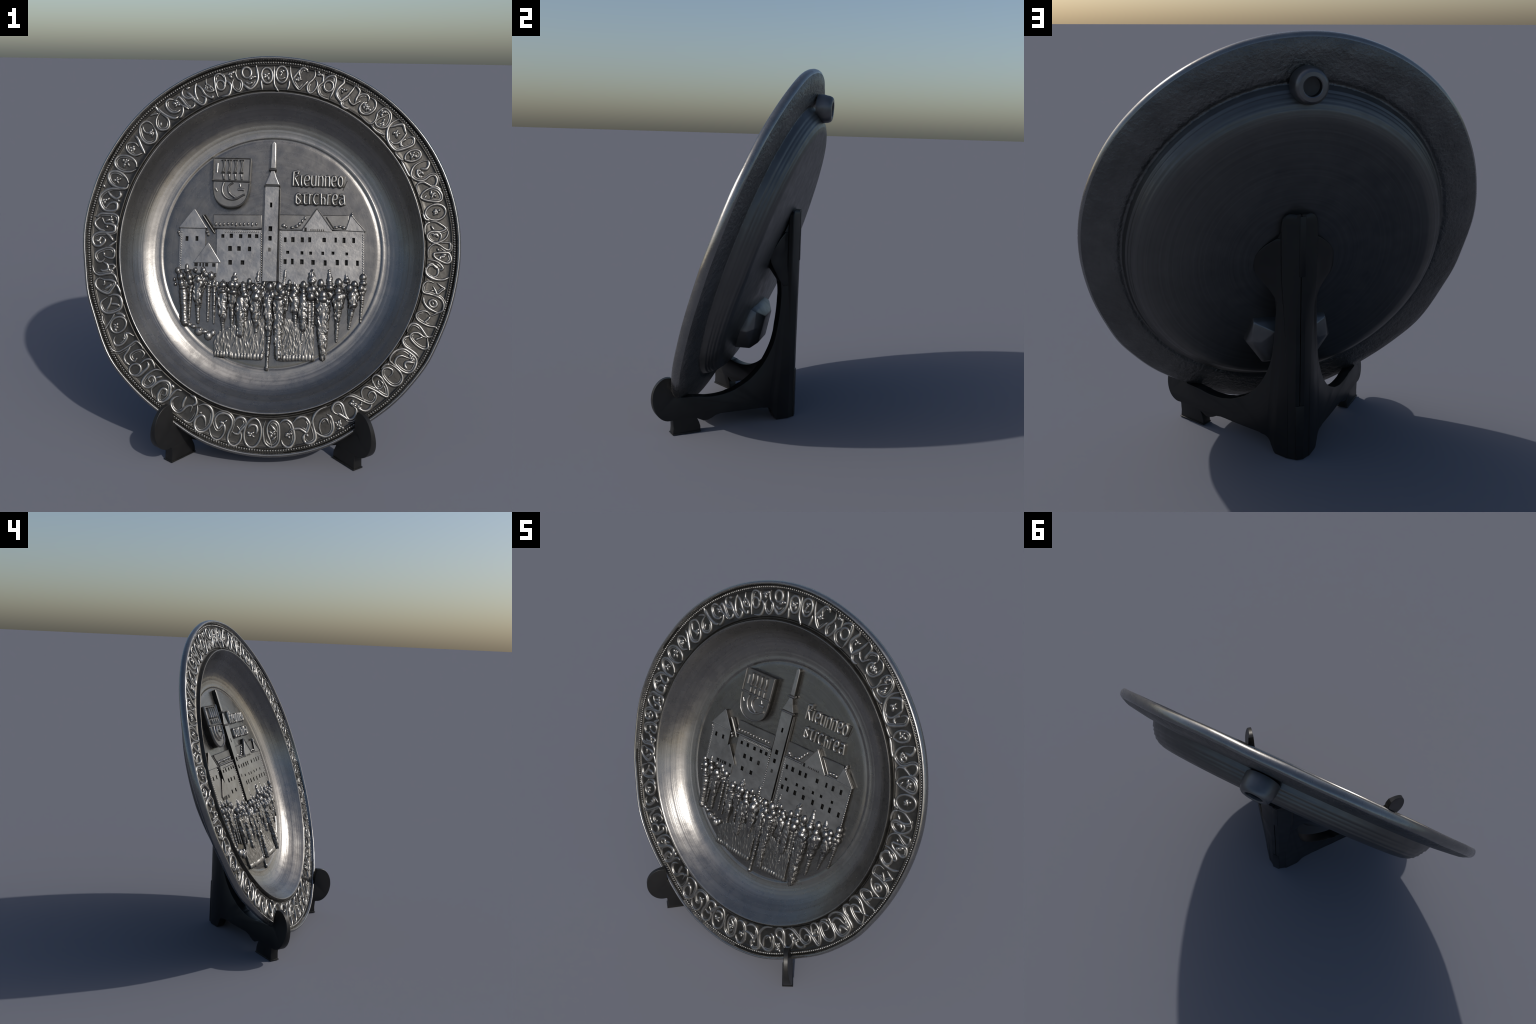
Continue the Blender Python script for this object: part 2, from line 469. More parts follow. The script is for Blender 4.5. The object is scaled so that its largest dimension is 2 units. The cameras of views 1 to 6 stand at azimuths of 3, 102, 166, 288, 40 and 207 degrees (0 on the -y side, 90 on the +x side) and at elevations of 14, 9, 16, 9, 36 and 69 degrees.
# stretch R4
ring(14.8, 0.54, 0.041, 0.054)
bud(14.8, 0.60, 3)
scroll((15.6, -0.06), (13.2, -0.01), (12.5, 0.20))
scroll((11.8, 0.12), (11.6, 0.46), (10.4, 0.71), (8.9, 0.90), (8.1, 0.61), (8.3, 0.34), (8.2, 0.12), (7.1, -0.03), (5.6, 0.03), (4.5, 0.27), (4.7, 0.58), (5.9, 0.87), (7.5, 0.99), (8.7, 0.95))
scroll((7.6, -0.12), (9.7, -0.11), (11.3, 0.00), (11.7, 0.18))
scroll((10.6, 0.21), (9.6, 0.28), (8.7, 0.35))
scroll((7.1, 0.24), (7.3, 0.41), (6.2, 0.51))
scroll((8.3, 0.34), (7.6, 0.58), (6.4, 0.65), (5.1, 0.53))
scroll((4.5, 0.58), (4.4, 0.86), (4.2, 1.05), (2.9, 1.07), (2.0, 0.99), (2.4, 0.80), (3.5, 0.57), (4.1, 0.35), (3.3, 0.13), (1.6, -0.02), (-0.9, -0.01))
scroll((0.7, 0.29), (1.0, 0.57), (1.1, 0.94), (0.2, 1.08), (-1.4, 1.12), (-2.3, 0.96), (-2.0, 0.71), (-1.1, 0.41), (-0.1, 0.27), (0.7, 0.29))
bud(-0.3, 0.66, 2)
scroll((2.5, 0.43), (1.5, 0.52))
scroll((-1.7, -0.04), (-1.8, 0.25), (-2.5, 0.54), (-3.9, 0.76), (-4.7, 0.69), (-4.5, 0.54))
scroll((-4.7, -0.09), (-6.8, -0.03), (-7.9, 0.22), (-8.2, 0.53), (-7.8, 0.87), (-6.7, 1.13))
ring(-5.6, 0.26, 0.032, 0.034)
scroll((-4.0, -0.02), (-3.0, 0.20), (-4.0, 0.39), (-4.5, 0.57))

# stretch R5
scroll((-9.5, 0.43), (-9.3, 0.15), (-10.5, -0.05), (-12.3, -0.09), (-13.7, 0.01), (-13.6, 0.35), (-13.6, 0.66), (-14.0, 0.95), (-15.3, 1.15), (-17.3, 1.19), (-18.5, 1.01), (-20.0, 0.78), (-20.5, 0.68))
scroll((-9.2, 0.60), (-10.0, 0.83), (-10.5, 1.02), (-11.6, 0.88), (-12.9, 0.72), (-12.0, 0.59), (-10.7, 0.43))
scroll((-11.9, 0.50), (-12.7, 0.31))
scroll((-15.3, 0.07), (-16.8, 0.14), (-18.0, 0.35), (-18.5, 0.63), (-18.5, 1.01))
ring(-16.3, 0.62, 0.018, 0.022)
bud(-16.3, 0.62, 1)
scroll((-20.2, 0.66), (-19.6, 0.43), (-20.1, 0.20), (-21.3, 0.01), (-22.7, -0.01), (-23.6, 0.17), (-23.8, 0.49), (-23.6, 0.81), (-23.0, 1.13), (-23.4, 1.25))
scroll((-20.7, 0.69), (-22.1, 0.62), (-23.6, 0.48))
scroll((-29.1, -0.08), (-27.4, -0.13), (-25.6, -0.03), (-25.1, 0.24), (-25.5, 0.48), (-26.4, 0.76), (-26.9, 0.97), (-25.9, 1.19))
scroll((-27.3, 0.97), (-28.6, 1.12), (-29.9, 1.19), (-30.9, 1.01), (-31.1, 0.64), (-30.6, 0.29), (-29.7, 0.14), (-28.3, 0.21), (-27.4, 0.45), (-27.5, 0.74), (-27.2, 0.93))
scroll((-27.8, 0.73), (-29.1, 0.56), (-29.9, 0.45))
scroll((-29.8, 0.12), (-31.2, -0.04), (-32.7, -0.06), (-33.7, 0.18), (-33.5, 0.50), (-33.5, 0.84), (-33.8, 1.05))

# stretch R6
scroll((-40.9, 0.41), (-41.0, 0.14), (-40.9, -0.03), (-39.2, -0.12), (-36.7, -0.05), (-34.8, 0.20), (-34.4, 0.58), (-34.6, 0.94), (-35.8, 1.11), (-38.2, 1.18), (-39.8, 1.04), (-40.5, 0.77), (-40.6, 0.50), (-40.3, 0.26), (-38.6, 0.17), (-37.0, 0.29), (-36.2, 0.58), (-35.7, 0.76))
bud(-35.6, 0.75, 3)
scroll((-36.0, 1.02), (-37.4, 0.69), (-38.6, 0.72), (-39.0, 0.94))
scroll((-41.9, 0.09), (-41.3, 0.38), (-41.2, 0.75), (-42.0, 1.02), (-43.7, 1.11), (-45.4, 1.00), (-46.3, 0.76), (-46.5, 0.44), (-46.2, 0.16), (-44.9, 0.01), (-43.3, 0.12), (-42.6, 0.37), (-43.5, 0.50), (-45.1, 0.48))
scroll((-45.2, -0.07), (-43.2, -0.06), (-41.9, 0.09))
scroll((-50.6, 0.14), (-49.6, -0.05), (-48.0, -0.04), (-47.2, 0.20), (-47.3, 0.44), (-47.6, 0.75), (-48.4, 0.99), (-49.3, 1.11), (-50.1, 0.94), (-51.0, 0.59), (-52.0, 0.31), (-53.3, 0.07), (-55.0, 0.10), (-55.9, 0.32), (-55.9, 0.63))
scroll((-50.0, 0.03), (-50.5, 0.31), (-50.2, 0.55), (-48.7, 0.60), (-47.9, 0.50), (-48.0, 0.24))
scroll((-48.3, 0.24), (-49.1, 0.34), (-49.2, 0.50))
scroll((-62.7, 0.06), (-60.9, -0.04), (-59.2, 0.04), (-57.8, 0.27), (-56.5, 0.56), (-55.0, 0.86), (-53.5, 0.91), (-52.1, 0.78), (-51.9, 0.54), (-52.8, 0.42), (-53.8, 0.47), (-54.2, 0.61))
scroll((-54.4, 0.93), (-55.6, 1.05), (-57.1, 1.04), (-58.2, 0.88), (-58.8, 0.65))
bud(-59.8, 0.44, 3)
bud(-57.7, 0.65, 2)
scroll((-65.0, 0.54), (-66.5, 0.34), (-66.7, 0.13), (-65.4, -0.03), (-63.8, 0.01), (-63.1, 0.20), (-63.2, 0.44), (-63.3, 0.73), (-62.9, 0.93), (-61.5, 1.01), (-60.1, 0.88), (-59.5, 0.70), (-60.0, 0.51))
scroll((-65.6, 0.39), (-64.3, 0.66), (-63.1, 0.94))

# stretch R7
scroll((-89.6, 0.09), (-90.1, 0.37), (-89.9, 0.67), (-89.4, 0.94), (-87.9, 1.11), (-86.6, 1.11), (-85.3, 0.94), (-85.0, 0.66), (-85.1, 0.29), (-86.0, 0.11), (-87.3, 0.06), (-88.3, 0.15), (-88.9, 0.36), (-88.6, 0.63), (-87.8, 0.86), (-87.4, 1.09))
scroll((-87.7, 0.24), (-85.9, 0.52))
bud(-87.3, 0.59, 3)
scroll((-87.4, 0.86), (-86.0, 0.69))
scroll((-84.9, 0.21), (-83.8, 0.09), (-82.4, 0.08), (-81.1, 0.24), (-80.6, 0.46), (-80.4, 0.74), (-80.7, 0.97), (-81.8, 1.16), (-83.0, 1.16), (-84.1, 1.01), (-84.4, 0.85))
scroll((-82.0, 0.55), (-80.9, 0.48), (-78.7, 0.50), (-77.3, 0.64), (-76.6, 0.72), (-75.8, 0.59), (-75.2, 0.41), (-76.0, 0.14), (-77.5, 0.04), (-79.1, 0.08), (-80.6, 0.23))
bud(-82.1, 0.65, 3)
scroll((-76.6, 0.74), (-77.5, 0.81), (-77.7, 0.98), (-77.1, 1.14), (-75.7, 1.19), (-74.4, 1.10), (-74.0, 0.89), (-74.1, 0.61), (-74.0, 0.31), (-72.6, 0.06), (-70.7, -0.05), (-68.3, -0.06))
scroll((-76.2, 0.89), (-76.8, 0.77))
scroll((-73.8, 0.78), (-72.7, 0.99), (-71.2, 1.13), (-69.6, 1.13), (-68.3, 0.95), (-67.9, 0.66), (-68.1, 0.41), (-69.0, 0.24))
scroll((-69.2, 0.69), (-69.5, 0.45), (-70.6, 0.39), (-71.8, 0.50), (-72.4, 0.72), (-72.2, 0.95))
bud(-66.3, 0.84, 3)
bud(-66.2, 1.00, 2)

# stretch R8
scroll((-122.5, 0.95), (-122.2, 0.68), (-122.1, 0.39), (-121.6, 0.16), (-120.1, 0.07))
scroll((-119.8, 0.33), (-120.9, 0.54), (-121.1, 0.78), (-120.2, 0.97), (-118.6, 1.05), (-117.3, 1.00), (-116.5, 0.83), (-116.1, 0.61), (-115.3, 0.43), (-114.4, 0.41), (-114.0, 0.66))
scroll((-116.9, 0.75), (-117.5, 0.47), (-117.7, 0.16))
scroll((-116.7, 0.02), (-115.0, -0.01), (-113.7, 0.16), (-114.2, 0.32), (-115.0, 0.41))
scroll((-113.0, 0.23), (-112.2, 0.48), (-112.1, 0.82), (-112.7, 1.06), (-114.1, 1.13), (-115.5, 1.10))
scroll((-112.6, 0.23), (-111.3, 0.05), (-109.2, 0.04), (-107.6, 0.19), (-106.8, 0.48), (-106.7, 0.77), (-107.5, 1.03), (-108.7, 1.19), (-110.2, 1.20), (-111.3, 1.03), (-111.6, 0.78), (-110.7, 0.55), (-109.5, 0.54), (-108.4, 0.71), (-108.1, 0.88))
bud(-111.1, 0.45, 1)
scroll((-106.7, 0.75), (-106.3, 0.96), (-105.2, 1.16), (-103.7, 1.21), (-102.5, 1.09), (-101.9, 0.81), (-102.4, 0.57), (-103.2, 0.53), (-104.0, 0.75), (-105.1, 0.64), (-105.9, 0.43), (-105.4, 0.20), (-104.0, 0.07), (-102.0, 0.08), (-100.5, 0.25), (-100.2, 0.50), (-100.6, 0.78), (-100.5, 1.03), (-99.5, 1.21), (-98.1, 1.23), (-96.9, 1.06), (-96.6, 0.81), (-97.5, 0.55), (-98.6, 0.43))
bud(-103.0, 0.48, 3)
scroll((-99.7, 0.40), (-99.3, 0.17), (-98.1, 0.05), (-96.6, 0.10), (-95.9, 0.28), (-96.6, 0.46), (-97.2, 0.59), (-97.7, 0.73), (-98.8, 0.74), (-99.7, 0.68))
ring(-93.3, 0.59, 0.041, 0.065)
scroll((-95.0, 0.43), (-94.3, 0.29), (-92.7, 0.29), (-92.0, 0.45), (-92.3, 0.64))
bud(-93.8, 0.64, 3)

# stretch S1
ring(-152.0, 0.52, 0.039, 0.044)
bud(-151.6, 0.65, 2)
scroll((-145.8, 0.06), (-147.4, 0.19), (-148.0, 0.33), (-146.7, 0.38), (-145.8, 0.57), (-145.7, 0.79), (-146.5, 0.98), (-148.0, 1.00), (-149.0, 0.85))
scroll((-147.5, 0.58), (-146.6, 0.47))
scroll((-147.0, 1.23), (-145.6, 1.20), (-144.3, 1.02), (-144.0, 0.71), (-144.0, 0.38), (-143.9, 0.09), (-142.0, -0.01), (-140.2, 0.00))
scroll((-143.6, 0.41), (-142.7, 0.64), (-141.9, 0.90), (-140.4, 0.98), (-138.8, 0.92))
scroll((-137.9, 0.31), (-138.5, 0.09), (-140.3, 0.11), (-141.3, 0.32), (-141.3, 0.62), (-140.0, 0.71), (-138.7, 0.65), (-139.0, 0.47), (-139.4, 0.58))
ring(-136.5, 0.86, 0.028, 0.031)
scroll((-136.8, 0.50), (-136.7, 0.20), (-135.5, 0.01), (-133.9, 0.03), (-132.4, 0.12))
scroll((-135.6, 0.20), (-134.3, 0.31), (-134.1, 0.62), (-134.3, 0.93), (-135.8, 1.11))
scroll((-129.7, -0.05), (-131.8, 0.15), (-132.6, 0.52), (-132.4, 0.88), (-131.6, 1.08), (-130.0, 1.05), (-129.0, 0.86), (-129.0, 0.58), (-130.3, 0.44), (-131.4, 0.51), (-131.3, 0.70), (-130.1, 0.73))
scroll((-130.0, 0.44), (-128.5, 0.16))
scroll((-126.5, 1.17), (-128.2, 0.98), (-128.5, 0.75), (-128.0, 0.41), (-126.5, 0.19), (-124.8, 0.18), (-123.4, 0.38), (-122.5, 0.68), (-123.0, 1.03), (-124.3, 1.15), (-125.4, 0.99), (-125.9, 0.76), (-125.7, 0.55), (-124.4, 0.50), (-123.7, 0.71), (-124.8, 0.81))
scroll((-123.1, 0.43), (-124.0, 0.17), (-122.7, 0.20))

# stretch S2
scroll((-175.5, 0.52), (-174.6, 0.66), (-174.7, 0.86), (-176.3, 0.99), (-177.8, 0.91), (-178.7, 0.66), (-179.3, 0.36), (-178.7, 0.11), (-177.2, 0.03), (-175.5, 0.11), (-175.6, 0.33), (-176.6, 0.58))
bud(-177.1, 0.55, 1)
scroll((-179.7, 0.34), (-180.8, 0.10), (-181.7, -0.03))
scroll((-173.4, 1.15), (-171.3, 1.09), (-170.1, 0.85), (-170.1, 0.51), (-169.8, 0.21), (-168.5, 0.07), (-166.3, -0.00))
scroll((-174.4, 0.61), (-173.3, 0.42), (-171.6, 0.41), (-171.3, 0.64), (-172.0, 0.77))
scroll((-173.2, 0.40), (-173.0, 0.12), (-171.6, 0.02))
bud(-171.0, 0.23, 2)
scroll((-169.2, 0.87), (-168.3, 0.63), (-167.6, 0.31), (-166.2, 0.11), (-164.3, 0.33), (-163.3, 0.55), (-164.5, 0.84), (-166.2, 1.05), (-167.7, 1.09), (-168.9, 0.96), (-169.0, 0.76))
scroll((-168.1, 0.63), (-166.7, 0.64), (-166.5, 0.75))
scroll((-166.4, 0.33), (-165.7, 0.40), (-165.0, 0.68))
scroll((-166.0, 0.11), (-164.4, 0.01), (-162.1, -0.04))
scroll((-162.1, 0.62), (-161.5, 0.93), (-160.3, 1.07), (-158.3, 1.04), (-156.9, 0.81), (-156.5, 0.44), (-156.9, 0.15), (-158.7, 0.02), (-161.0, 0.05), (-162.3, 0.27), (-162.4, 0.58))
scroll((-161.7, 0.46), (-159.8, 0.59), (-157.9, 0.88))
scroll((-159.7, 0.57), (-158.9, 0.33), (-157.9, 0.17))
scroll((-157.1, 1.13), (-155.5, 1.18), (-153.7, 1.14))
scroll((-155.9, 0.53), (-154.7, 0.74), (-153.1, 1.08), (-152.5, 1.21))
scroll((-155.8, 0.47), (-155.0, 0.21), (-153.2, 0.09))

# stretch S3
scroll((156.2, 0.09), (154.9, 0.28), (154.1, 0.62), (154.5, 0.92), (155.8, 1.09), (157.4, 1.04), (158.6, 0.85), (159.1, 0.60), (159.0, 0.33), (158.3, 0.08), (156.6, 0.07))
bud(156.8, 0.62, 3)
scroll((160.0, 1.17), (160.6, 1.02))
scroll((159.0, 0.10), (159.6, 0.41), (160.2, 0.71), (161.5, 0.95), (163.4, 1.11), (165.0, 1.10), (166.6, 0.96), (167.8, 0.74), (167.7, 0.44), (166.8, 0.21), (164.8, 0.26), (164.5, 0.43), (165.5, 0.61), (167.2, 0.70))
scroll((161.5, 0.84), (162.6, 0.62), (163.0, 0.36), (161.7, 0.22), (160.2, 0.32))
bud(164.5, 0.81, 2)
bud(163.5, 0.23, 1)
scroll((170.3, 1.14), (170.4, 1.00), (169.3, 0.87), (168.9, 0.57), (168.6, 0.26), (169.4, 0.05), (171.3, -0.00), (173.6, 0.05))
scroll((170.4, 0.84), (172.0, 1.04), (173.3, 1.01), (174.6, 0.77), (174.8, 0.53))
scroll((170.6, 0.75), (172.3, 0.58), (172.3, 0.32), (172.9, 0.12), (174.7, 0.09), (175.4, 0.31), (175.4, 0.57), (175.7, 0.83), (176.7, 1.05), (178.3, 1.11), (179.9, 0.99), (180.1, 0.75), (179.0, 0.55), (177.8, 0.51), (176.9, 0.65))
bud(170.8, 0.36, 2)
bud(173.4, 0.48, 1)
bud(178.2, 0.77, 2)
scroll((175.5, 0.52), (176.6, 0.29), (178.3, 0.12))
scroll((178.7, 0.06), (180.3, 0.28))

# stretch S4
scroll((149.7, 0.09), (148.4, 0.25), (147.8, 0.52), (148.2, 0.81), (149.4, 1.06), (151.1, 1.13), (152.5, 1.04), (153.3, 0.80), (153.2, 0.50), (152.1, 0.21), (150.5, 0.06))
bud(150.2, 0.66, 5)
scroll((143.3, 0.53), (143.0, 0.76), (143.8, 0.96), (145.0, 1.06), (146.3, 0.93), (146.8, 0.69), (146.4, 0.43), (145.0, 0.27), (144.3, 0.20))
bud(144.9, 0.70, 3)
scroll((141.0, 0.99), (141.4, 0.76), (142.5, 0.50), (144.0, 0.11))
scroll((134.6, 0.64), (134.8, 0.91), (135.7, 1.06), (137.6, 1.09), (139.3, 0.92), (140.5, 0.66), (140.7, 0.36), (139.8, 0.17), (138.2, 0.08), (136.5, 0.19), (135.3, 0.41), (134.8, 0.67))
scroll((137.0, 1.03), (137.9, 0.83), (137.9, 0.64), (136.4, 0.48))
bud(136.7, 0.45, 3)
scroll((130.4, 0.86), (131.8, 0.80), (133.2, 0.67), (134.1, 0.44), (133.8, 0.23), (132.2, 0.08), (130.6, 0.14), (129.6, 0.35), (129.6, 0.57), (130.1, 0.79))
bud(132.5, 0.45, 1)
scroll((130.0, 1.25), (130.2, 1.03), (129.9, 0.80))
scroll((133.2, 1.09), (131.9, 1.01), (130.8, 0.89))
scroll((129.8, 1.13), (129.6, 0.82), (128.8, 0.48), (127.6, 0.24), (126.2, 0.18))

# stretch S5
scroll((124.1, 0.97), (125.3, 1.11), (126.7, 1.07), (127.4, 0.85), (127.2, 0.59), (126.0, 0.42), (124.5, 0.39), (124.3, 0.45))
bud(123.9, 0.76, 3)
scroll((122.8, 0.50), (123.8, 0.26), (125.3, 0.12), (126.4, 0.12))
scroll((123.4, 0.91), (122.3, 0.96), (121.9, 0.70), (121.7, 0.40), (120.9, 0.19), (119.5, 0.20), (118.8, 0.33))
scroll((123.4, 0.88), (123.2, 0.63), (122.5, 0.44), (121.7, 0.20))
scroll((119.6, 1.15), (120.7, 1.05), (120.9, 0.85), (120.0, 0.66), (118.7, 0.58), (118.2, 0.37), (117.1, 0.09), (115.8, 0.08), (114.7, 0.29), (115.7, 0.47))
scroll((119.2, 0.94), (118.6, 0.67), (118.2, 0.39))
scroll((117.8, 1.07), (119.1, 1.10))
scroll((115.4, 1.11), (116.6, 0.88), (117.3, 0.57), (117.3, 0.33))
scroll((115.4, 1.05), (114.6, 0.79), (114.2, 0.42), (112.7, 0.17), (112.0, 0.30))
scroll((112.0, 1.13), (112.5, 0.90), (111.5, 0.69), (111.2, 0.46), (112.8, 0.51), (113.5, 0.71), (112.6, 0.86))
bud(112.8, 0.67, 2)
scroll((106.5, 0.82), (107.1, 1.06), (108.4, 1.14), (109.5, 1.03), (110.0, 0.75), (110.5, 0.45), (110.6, 0.09))
ring(108.4, 0.59, 0.021, 0.026)
scroll((107.0, 1.10), (106.4, 0.97), (106.5, 0.67), (107.8, 0.43))
scroll((106.1, 0.71), (105.1, 0.46), (105.8, 0.19), (107.0, 0.02), (109.4, 0.06))
bud(104.3, 0.98, 2)
scroll((102.1, 1.12), (102.7, 0.92), (102.4, 0.67), (101.5, 0.54), (101.4, 0.29), (102.6, 0.05), (103.7, 0.09), (104.6, 0.29), (104.4, 0.54), (103.5, 0.70))
ring(99.2, 0.87, 0.023, 0.028)
scroll((101.2, 0.43), (100.2, 0.20), (98.8, 0.07), (97.0, 0.23), (95.9, 0.51), (95.8, 0.86), (96.0, 1.15))
bud(97.6, 0.61, 2)
scroll((100.2, 0.45), (99.0, 0.32), (97.8, 0.37))

# ---------------------------------------------------------- relief: buildings
FLOOR = -0.158
def laid(ob):
    """Bed a piece of the picture on the slightly skewed floor of the dish."""
    for v in ob.data.vertices:
        v.co.z += settle(v.co.x, v.co.y, 0.3)
    return on_plate(ob)

def prism(name, outline, top, mat=RELIEF, bottom=FLOOR - 0.004, bevel=0.0022, make=True, base_grow=0.0):
    """Flat raised piece with a softened upper edge."""
    bm = bmesh.new()
    vs = [bm.verts.new((x, y, bottom)) for x, y in outline]
    f = bm.faces.new(vs)
    ext = bmesh.ops.extrude_face_region(bm, geom=[f])
    up = [v for v in ext["geom"] if isinstance(v, bmesh.types.BMVert)]
    for v in up:
        v.co.z = top
    if bevel:
        edges = [e for e in bm.edges if all(abs(v.co.z - top) < 1e-6 for v in e.verts)]
        side = [e for e in bm.edges if abs(e.verts[0].co.z - e.verts[1].co.z) > 1e-4]
        bmesh.ops.bevel(bm, geom=edges + side, offset=bevel, segments=2, profile=0.6, affect="EDGES", clamp_overlap=True)
    if not make:
        return bm
    bmesh.ops.recalc_face_normals(bm, faces=bm.faces)
    bm.normal_update()
    for f in bm.faces:                 # flanks take the darker metal
        if abs(f.normal.z) < 0.4 and f.calc_center_median().z < top - 0.25 * (top - bottom):
            f.material_index = 1
    ob = obj_from_bm(name, bm, mat, plate, 14)
    ob.data.materials.append(FIELD)
    return laid(ob)

def box(x0, y0, x1, y1):
    return [(x0, y0), (x1, y0), (x1, y1), (x0, y1)]

def rod(name, a, b, r0, r1, w, mat=RELIEF, high=None):
    """Raised rounded bar from a to b in the picture plane."""
    n = 10
    bm = bmesh.new()
    d = Vector((b[0] - a[0], b[1] - a[1], 0))
    ln = d.length
    d.normalize()
    side = Vector((-d.y, d.x, 0))
    rows = []
    for i in range(n + 1):
        t = i / n
        e = min(1.0, math.sin(PI * min(1, max(0, 0.04 + t * 0.92))) * 3.2)
        r = (r0 + (r1 - r0) * t) * math.sqrt(max(0.05, e))
        c = Vector((a[0], a[1], 0)) + d * (ln * t)
        h = high if high else r * 1.3
        rows.append([bm.verts.new(c + side * r * math.cos(PI * k / 8) + Vector((0, 0, w - 0.004 + (h + 0.004) * math.sin(PI * k / 8)))) for k in range(9)])
    for i in range(n):
        for k in range(8):
            bm.faces.new((rows[i][k], rows[i + 1][k], rows[i + 1][k + 1], rows[i][k + 1]))
        bm.faces.new((rows[i][8], rows[i + 1][8], rows[i + 1][0], rows[i][0]))
    bm.faces.new(rows[0]); bm.faces.new(rows[-1][::-1])
    return laid(obj_from_bm(name, bm, mat, plate, 60))

def wall(name, outline, top, windows, depth=0.0132):
    """Wall slab (four corners, anticlockwise from lower left) with sunk window openings."""
    (ax, ay), (bx, by), (cx_, cy_), (dx, dy) = outline
    def cuts(lo, hi, vals):
        out = [lo]
        for v in sorted(vals + [hi]):
            if v - out[-1] > 0.0004:
                out.append(v)
        return out
    windows = [(x, y, wx * 1.1, wy * 1.1) for x, y, wx, wy in windows]
    def span(windows, k):
        return [w[k] + s * w[k + 2] / 2 for w in windows for s in (-1, 1)]
    xs = cuts(min(ax, dx), max(bx, cx_), span(windows, 0))
    ys = cuts(min(ay, by), max(cy_, dy), span(windows, 1))
    def warp(x, y):
        u, v = (x - xs[0]) / (xs[-1] - xs[0]), (y - ys[0]) / (ys[-1] - ys[0])
        return ((ax * (1 - u) + bx * u) * (1 - v) + (dx * (1 - u) + cx_ * u) * v, (ay * (1 - u) + by * u) * (1 - v) + (dy * (1 - u) + cy_ * u) * v)
    bm = bmesh.new()
    hi = [[bm.verts.new((*warp(x, y), top)) for y in ys] for x in xs]
    for i in range(len(xs) - 1):
        for j in range(len(ys) - 1):
            mx, my = (xs[i] + xs[i + 1]) / 2, (ys[j] + ys[j + 1]) / 2
            f = bm.faces.new((hi[i][j], hi[i + 1][j], hi[i + 1][j + 1], hi[i][j + 1]))
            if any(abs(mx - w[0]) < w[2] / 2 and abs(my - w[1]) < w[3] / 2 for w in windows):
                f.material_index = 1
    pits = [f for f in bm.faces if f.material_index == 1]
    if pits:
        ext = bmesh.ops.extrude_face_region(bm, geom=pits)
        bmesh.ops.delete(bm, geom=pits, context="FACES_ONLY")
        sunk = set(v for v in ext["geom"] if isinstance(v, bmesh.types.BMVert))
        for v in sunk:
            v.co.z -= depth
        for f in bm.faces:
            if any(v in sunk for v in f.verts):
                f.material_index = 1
    rim_edges = [e for e in bm.edges if e.is_boundary]
    ext = bmesh.ops.extrude_edge_only(bm, edges=rim_edges)
    for v in ext["geom"]:
        if isinstance(v, bmesh.types.BMVert):
            v.co.z = FLOOR - 0.004
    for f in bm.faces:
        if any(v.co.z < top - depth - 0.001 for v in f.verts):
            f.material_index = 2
    bmesh.ops.recalc_face_normals(bm, faces=bm.faces)
    me = bpy.data.meshes.new(name)
    bm.to_mesh(me); bm.free()
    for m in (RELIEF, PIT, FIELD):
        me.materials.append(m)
    return laid(obj_from_mesh(name, me, RELIEF, plate, 15))

def lumps(name, spots, mat=RELIEF, parent=None):
    """Small rounded knobs (x, y, w, rx, ry, rz) joined into one part."""
    bm = bmesh.new()
    for x, y, w, a, b, c in spots:
        bmesh.ops.create_icosphere(bm, subdivisions=2, radius=1.0, matrix=Matrix.Translation((x, y, w)) @ Matrix.Diagonal((a, b, c, 1)))
    ob = laid(obj_from_bm(name, bm, mat, plate, 180))
    ob["kind"] = "stuff"
    return ob

# church tower
W = 0.016
tower_windows = [(-0.002, 0.254, 0.011, 0.024), (-0.002, 0.127, 0.018, 0.024), (-0.002, 0.076, 0.016, 0.022), (-0.003, 0.016, 0.014, 0.02)]
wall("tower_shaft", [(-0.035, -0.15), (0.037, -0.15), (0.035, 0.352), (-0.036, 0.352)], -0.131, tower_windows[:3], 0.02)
rod("tower_cornice", (-0.0165 - 0.026, 0.357), (0.042, 0.358), 0.0062, 0.0062, -0.140, high=0.016)
prism("tower_roof", [(-0.038, 0.364), (0.037, 0.364), (0.019, 0.404), (0.009, 0.437), (-0.010, 0.437), (-0.021, 0.404)], -0.132)
rod("spire_collar", (-0.021, 0.445), (0.021, 0.445), 0.008, 0.008, -0.146, high=0.022)
prism("spire", [(-0.013, 0.452), (0.016, 0.452), (0.0125, 0.586), (0.004, 0.598), (-0.004, 0.598), (-0.0105, 0.586)], -0.132, bevel=0.005)
prism("window_panel", box(-0.010, 0.006, 0.004, 0.026), -0.1302, FIELD, bottom=-0.135, bevel=0.0006)
rod("tower_quoin", (0.041, 0.345), (0.045, -0.14), 0.004, 0.004, -0.150, high=0.014)

# left gatehouse
left_windows = [(-0.442, 0.063, 0.014, 0.023), (-0.387, 0.065, 0.014, 0.023)]
wall("gatehouse_wall", [(-0.480, -0.10), (-0.341, -0.10), (-0.347, 0.121), (-0.481, 0.121)], -0.1405, left_windows)
prism("gatehouse_roof", [(-0.490, 0.119), (-0.337, 0.121), (-0.346, 0.132), (-0.404, 0.219), (-0.411, 0.224), (-0.417, 0.218)], -0.134)
rod("gatehouse_eave", (-0.489, 0.121), (-0.339, 0.122), 0.004, 0.004, -0.139, high=0.0065)
lumps("corbels", [(-0.489, 0.098, -0.152, 0.010, 0.010, 0.012), (-0.484, 0.086, -0.152, 0.009, 0.010, 0.012),
                  (-0.339, 0.104, -0.150, 0.008, 0.011, 0.012), (-0.333, 0.090, -0.150, 0.007, 0.010, 0.010)])
rod("stair_rail", (-0.364, 0.193), (-0.298, 0.097), 0.009, 0.0085, -0.152, high=0.015, mat=GROUND)  # both rails use a darker metal to subdue their glint
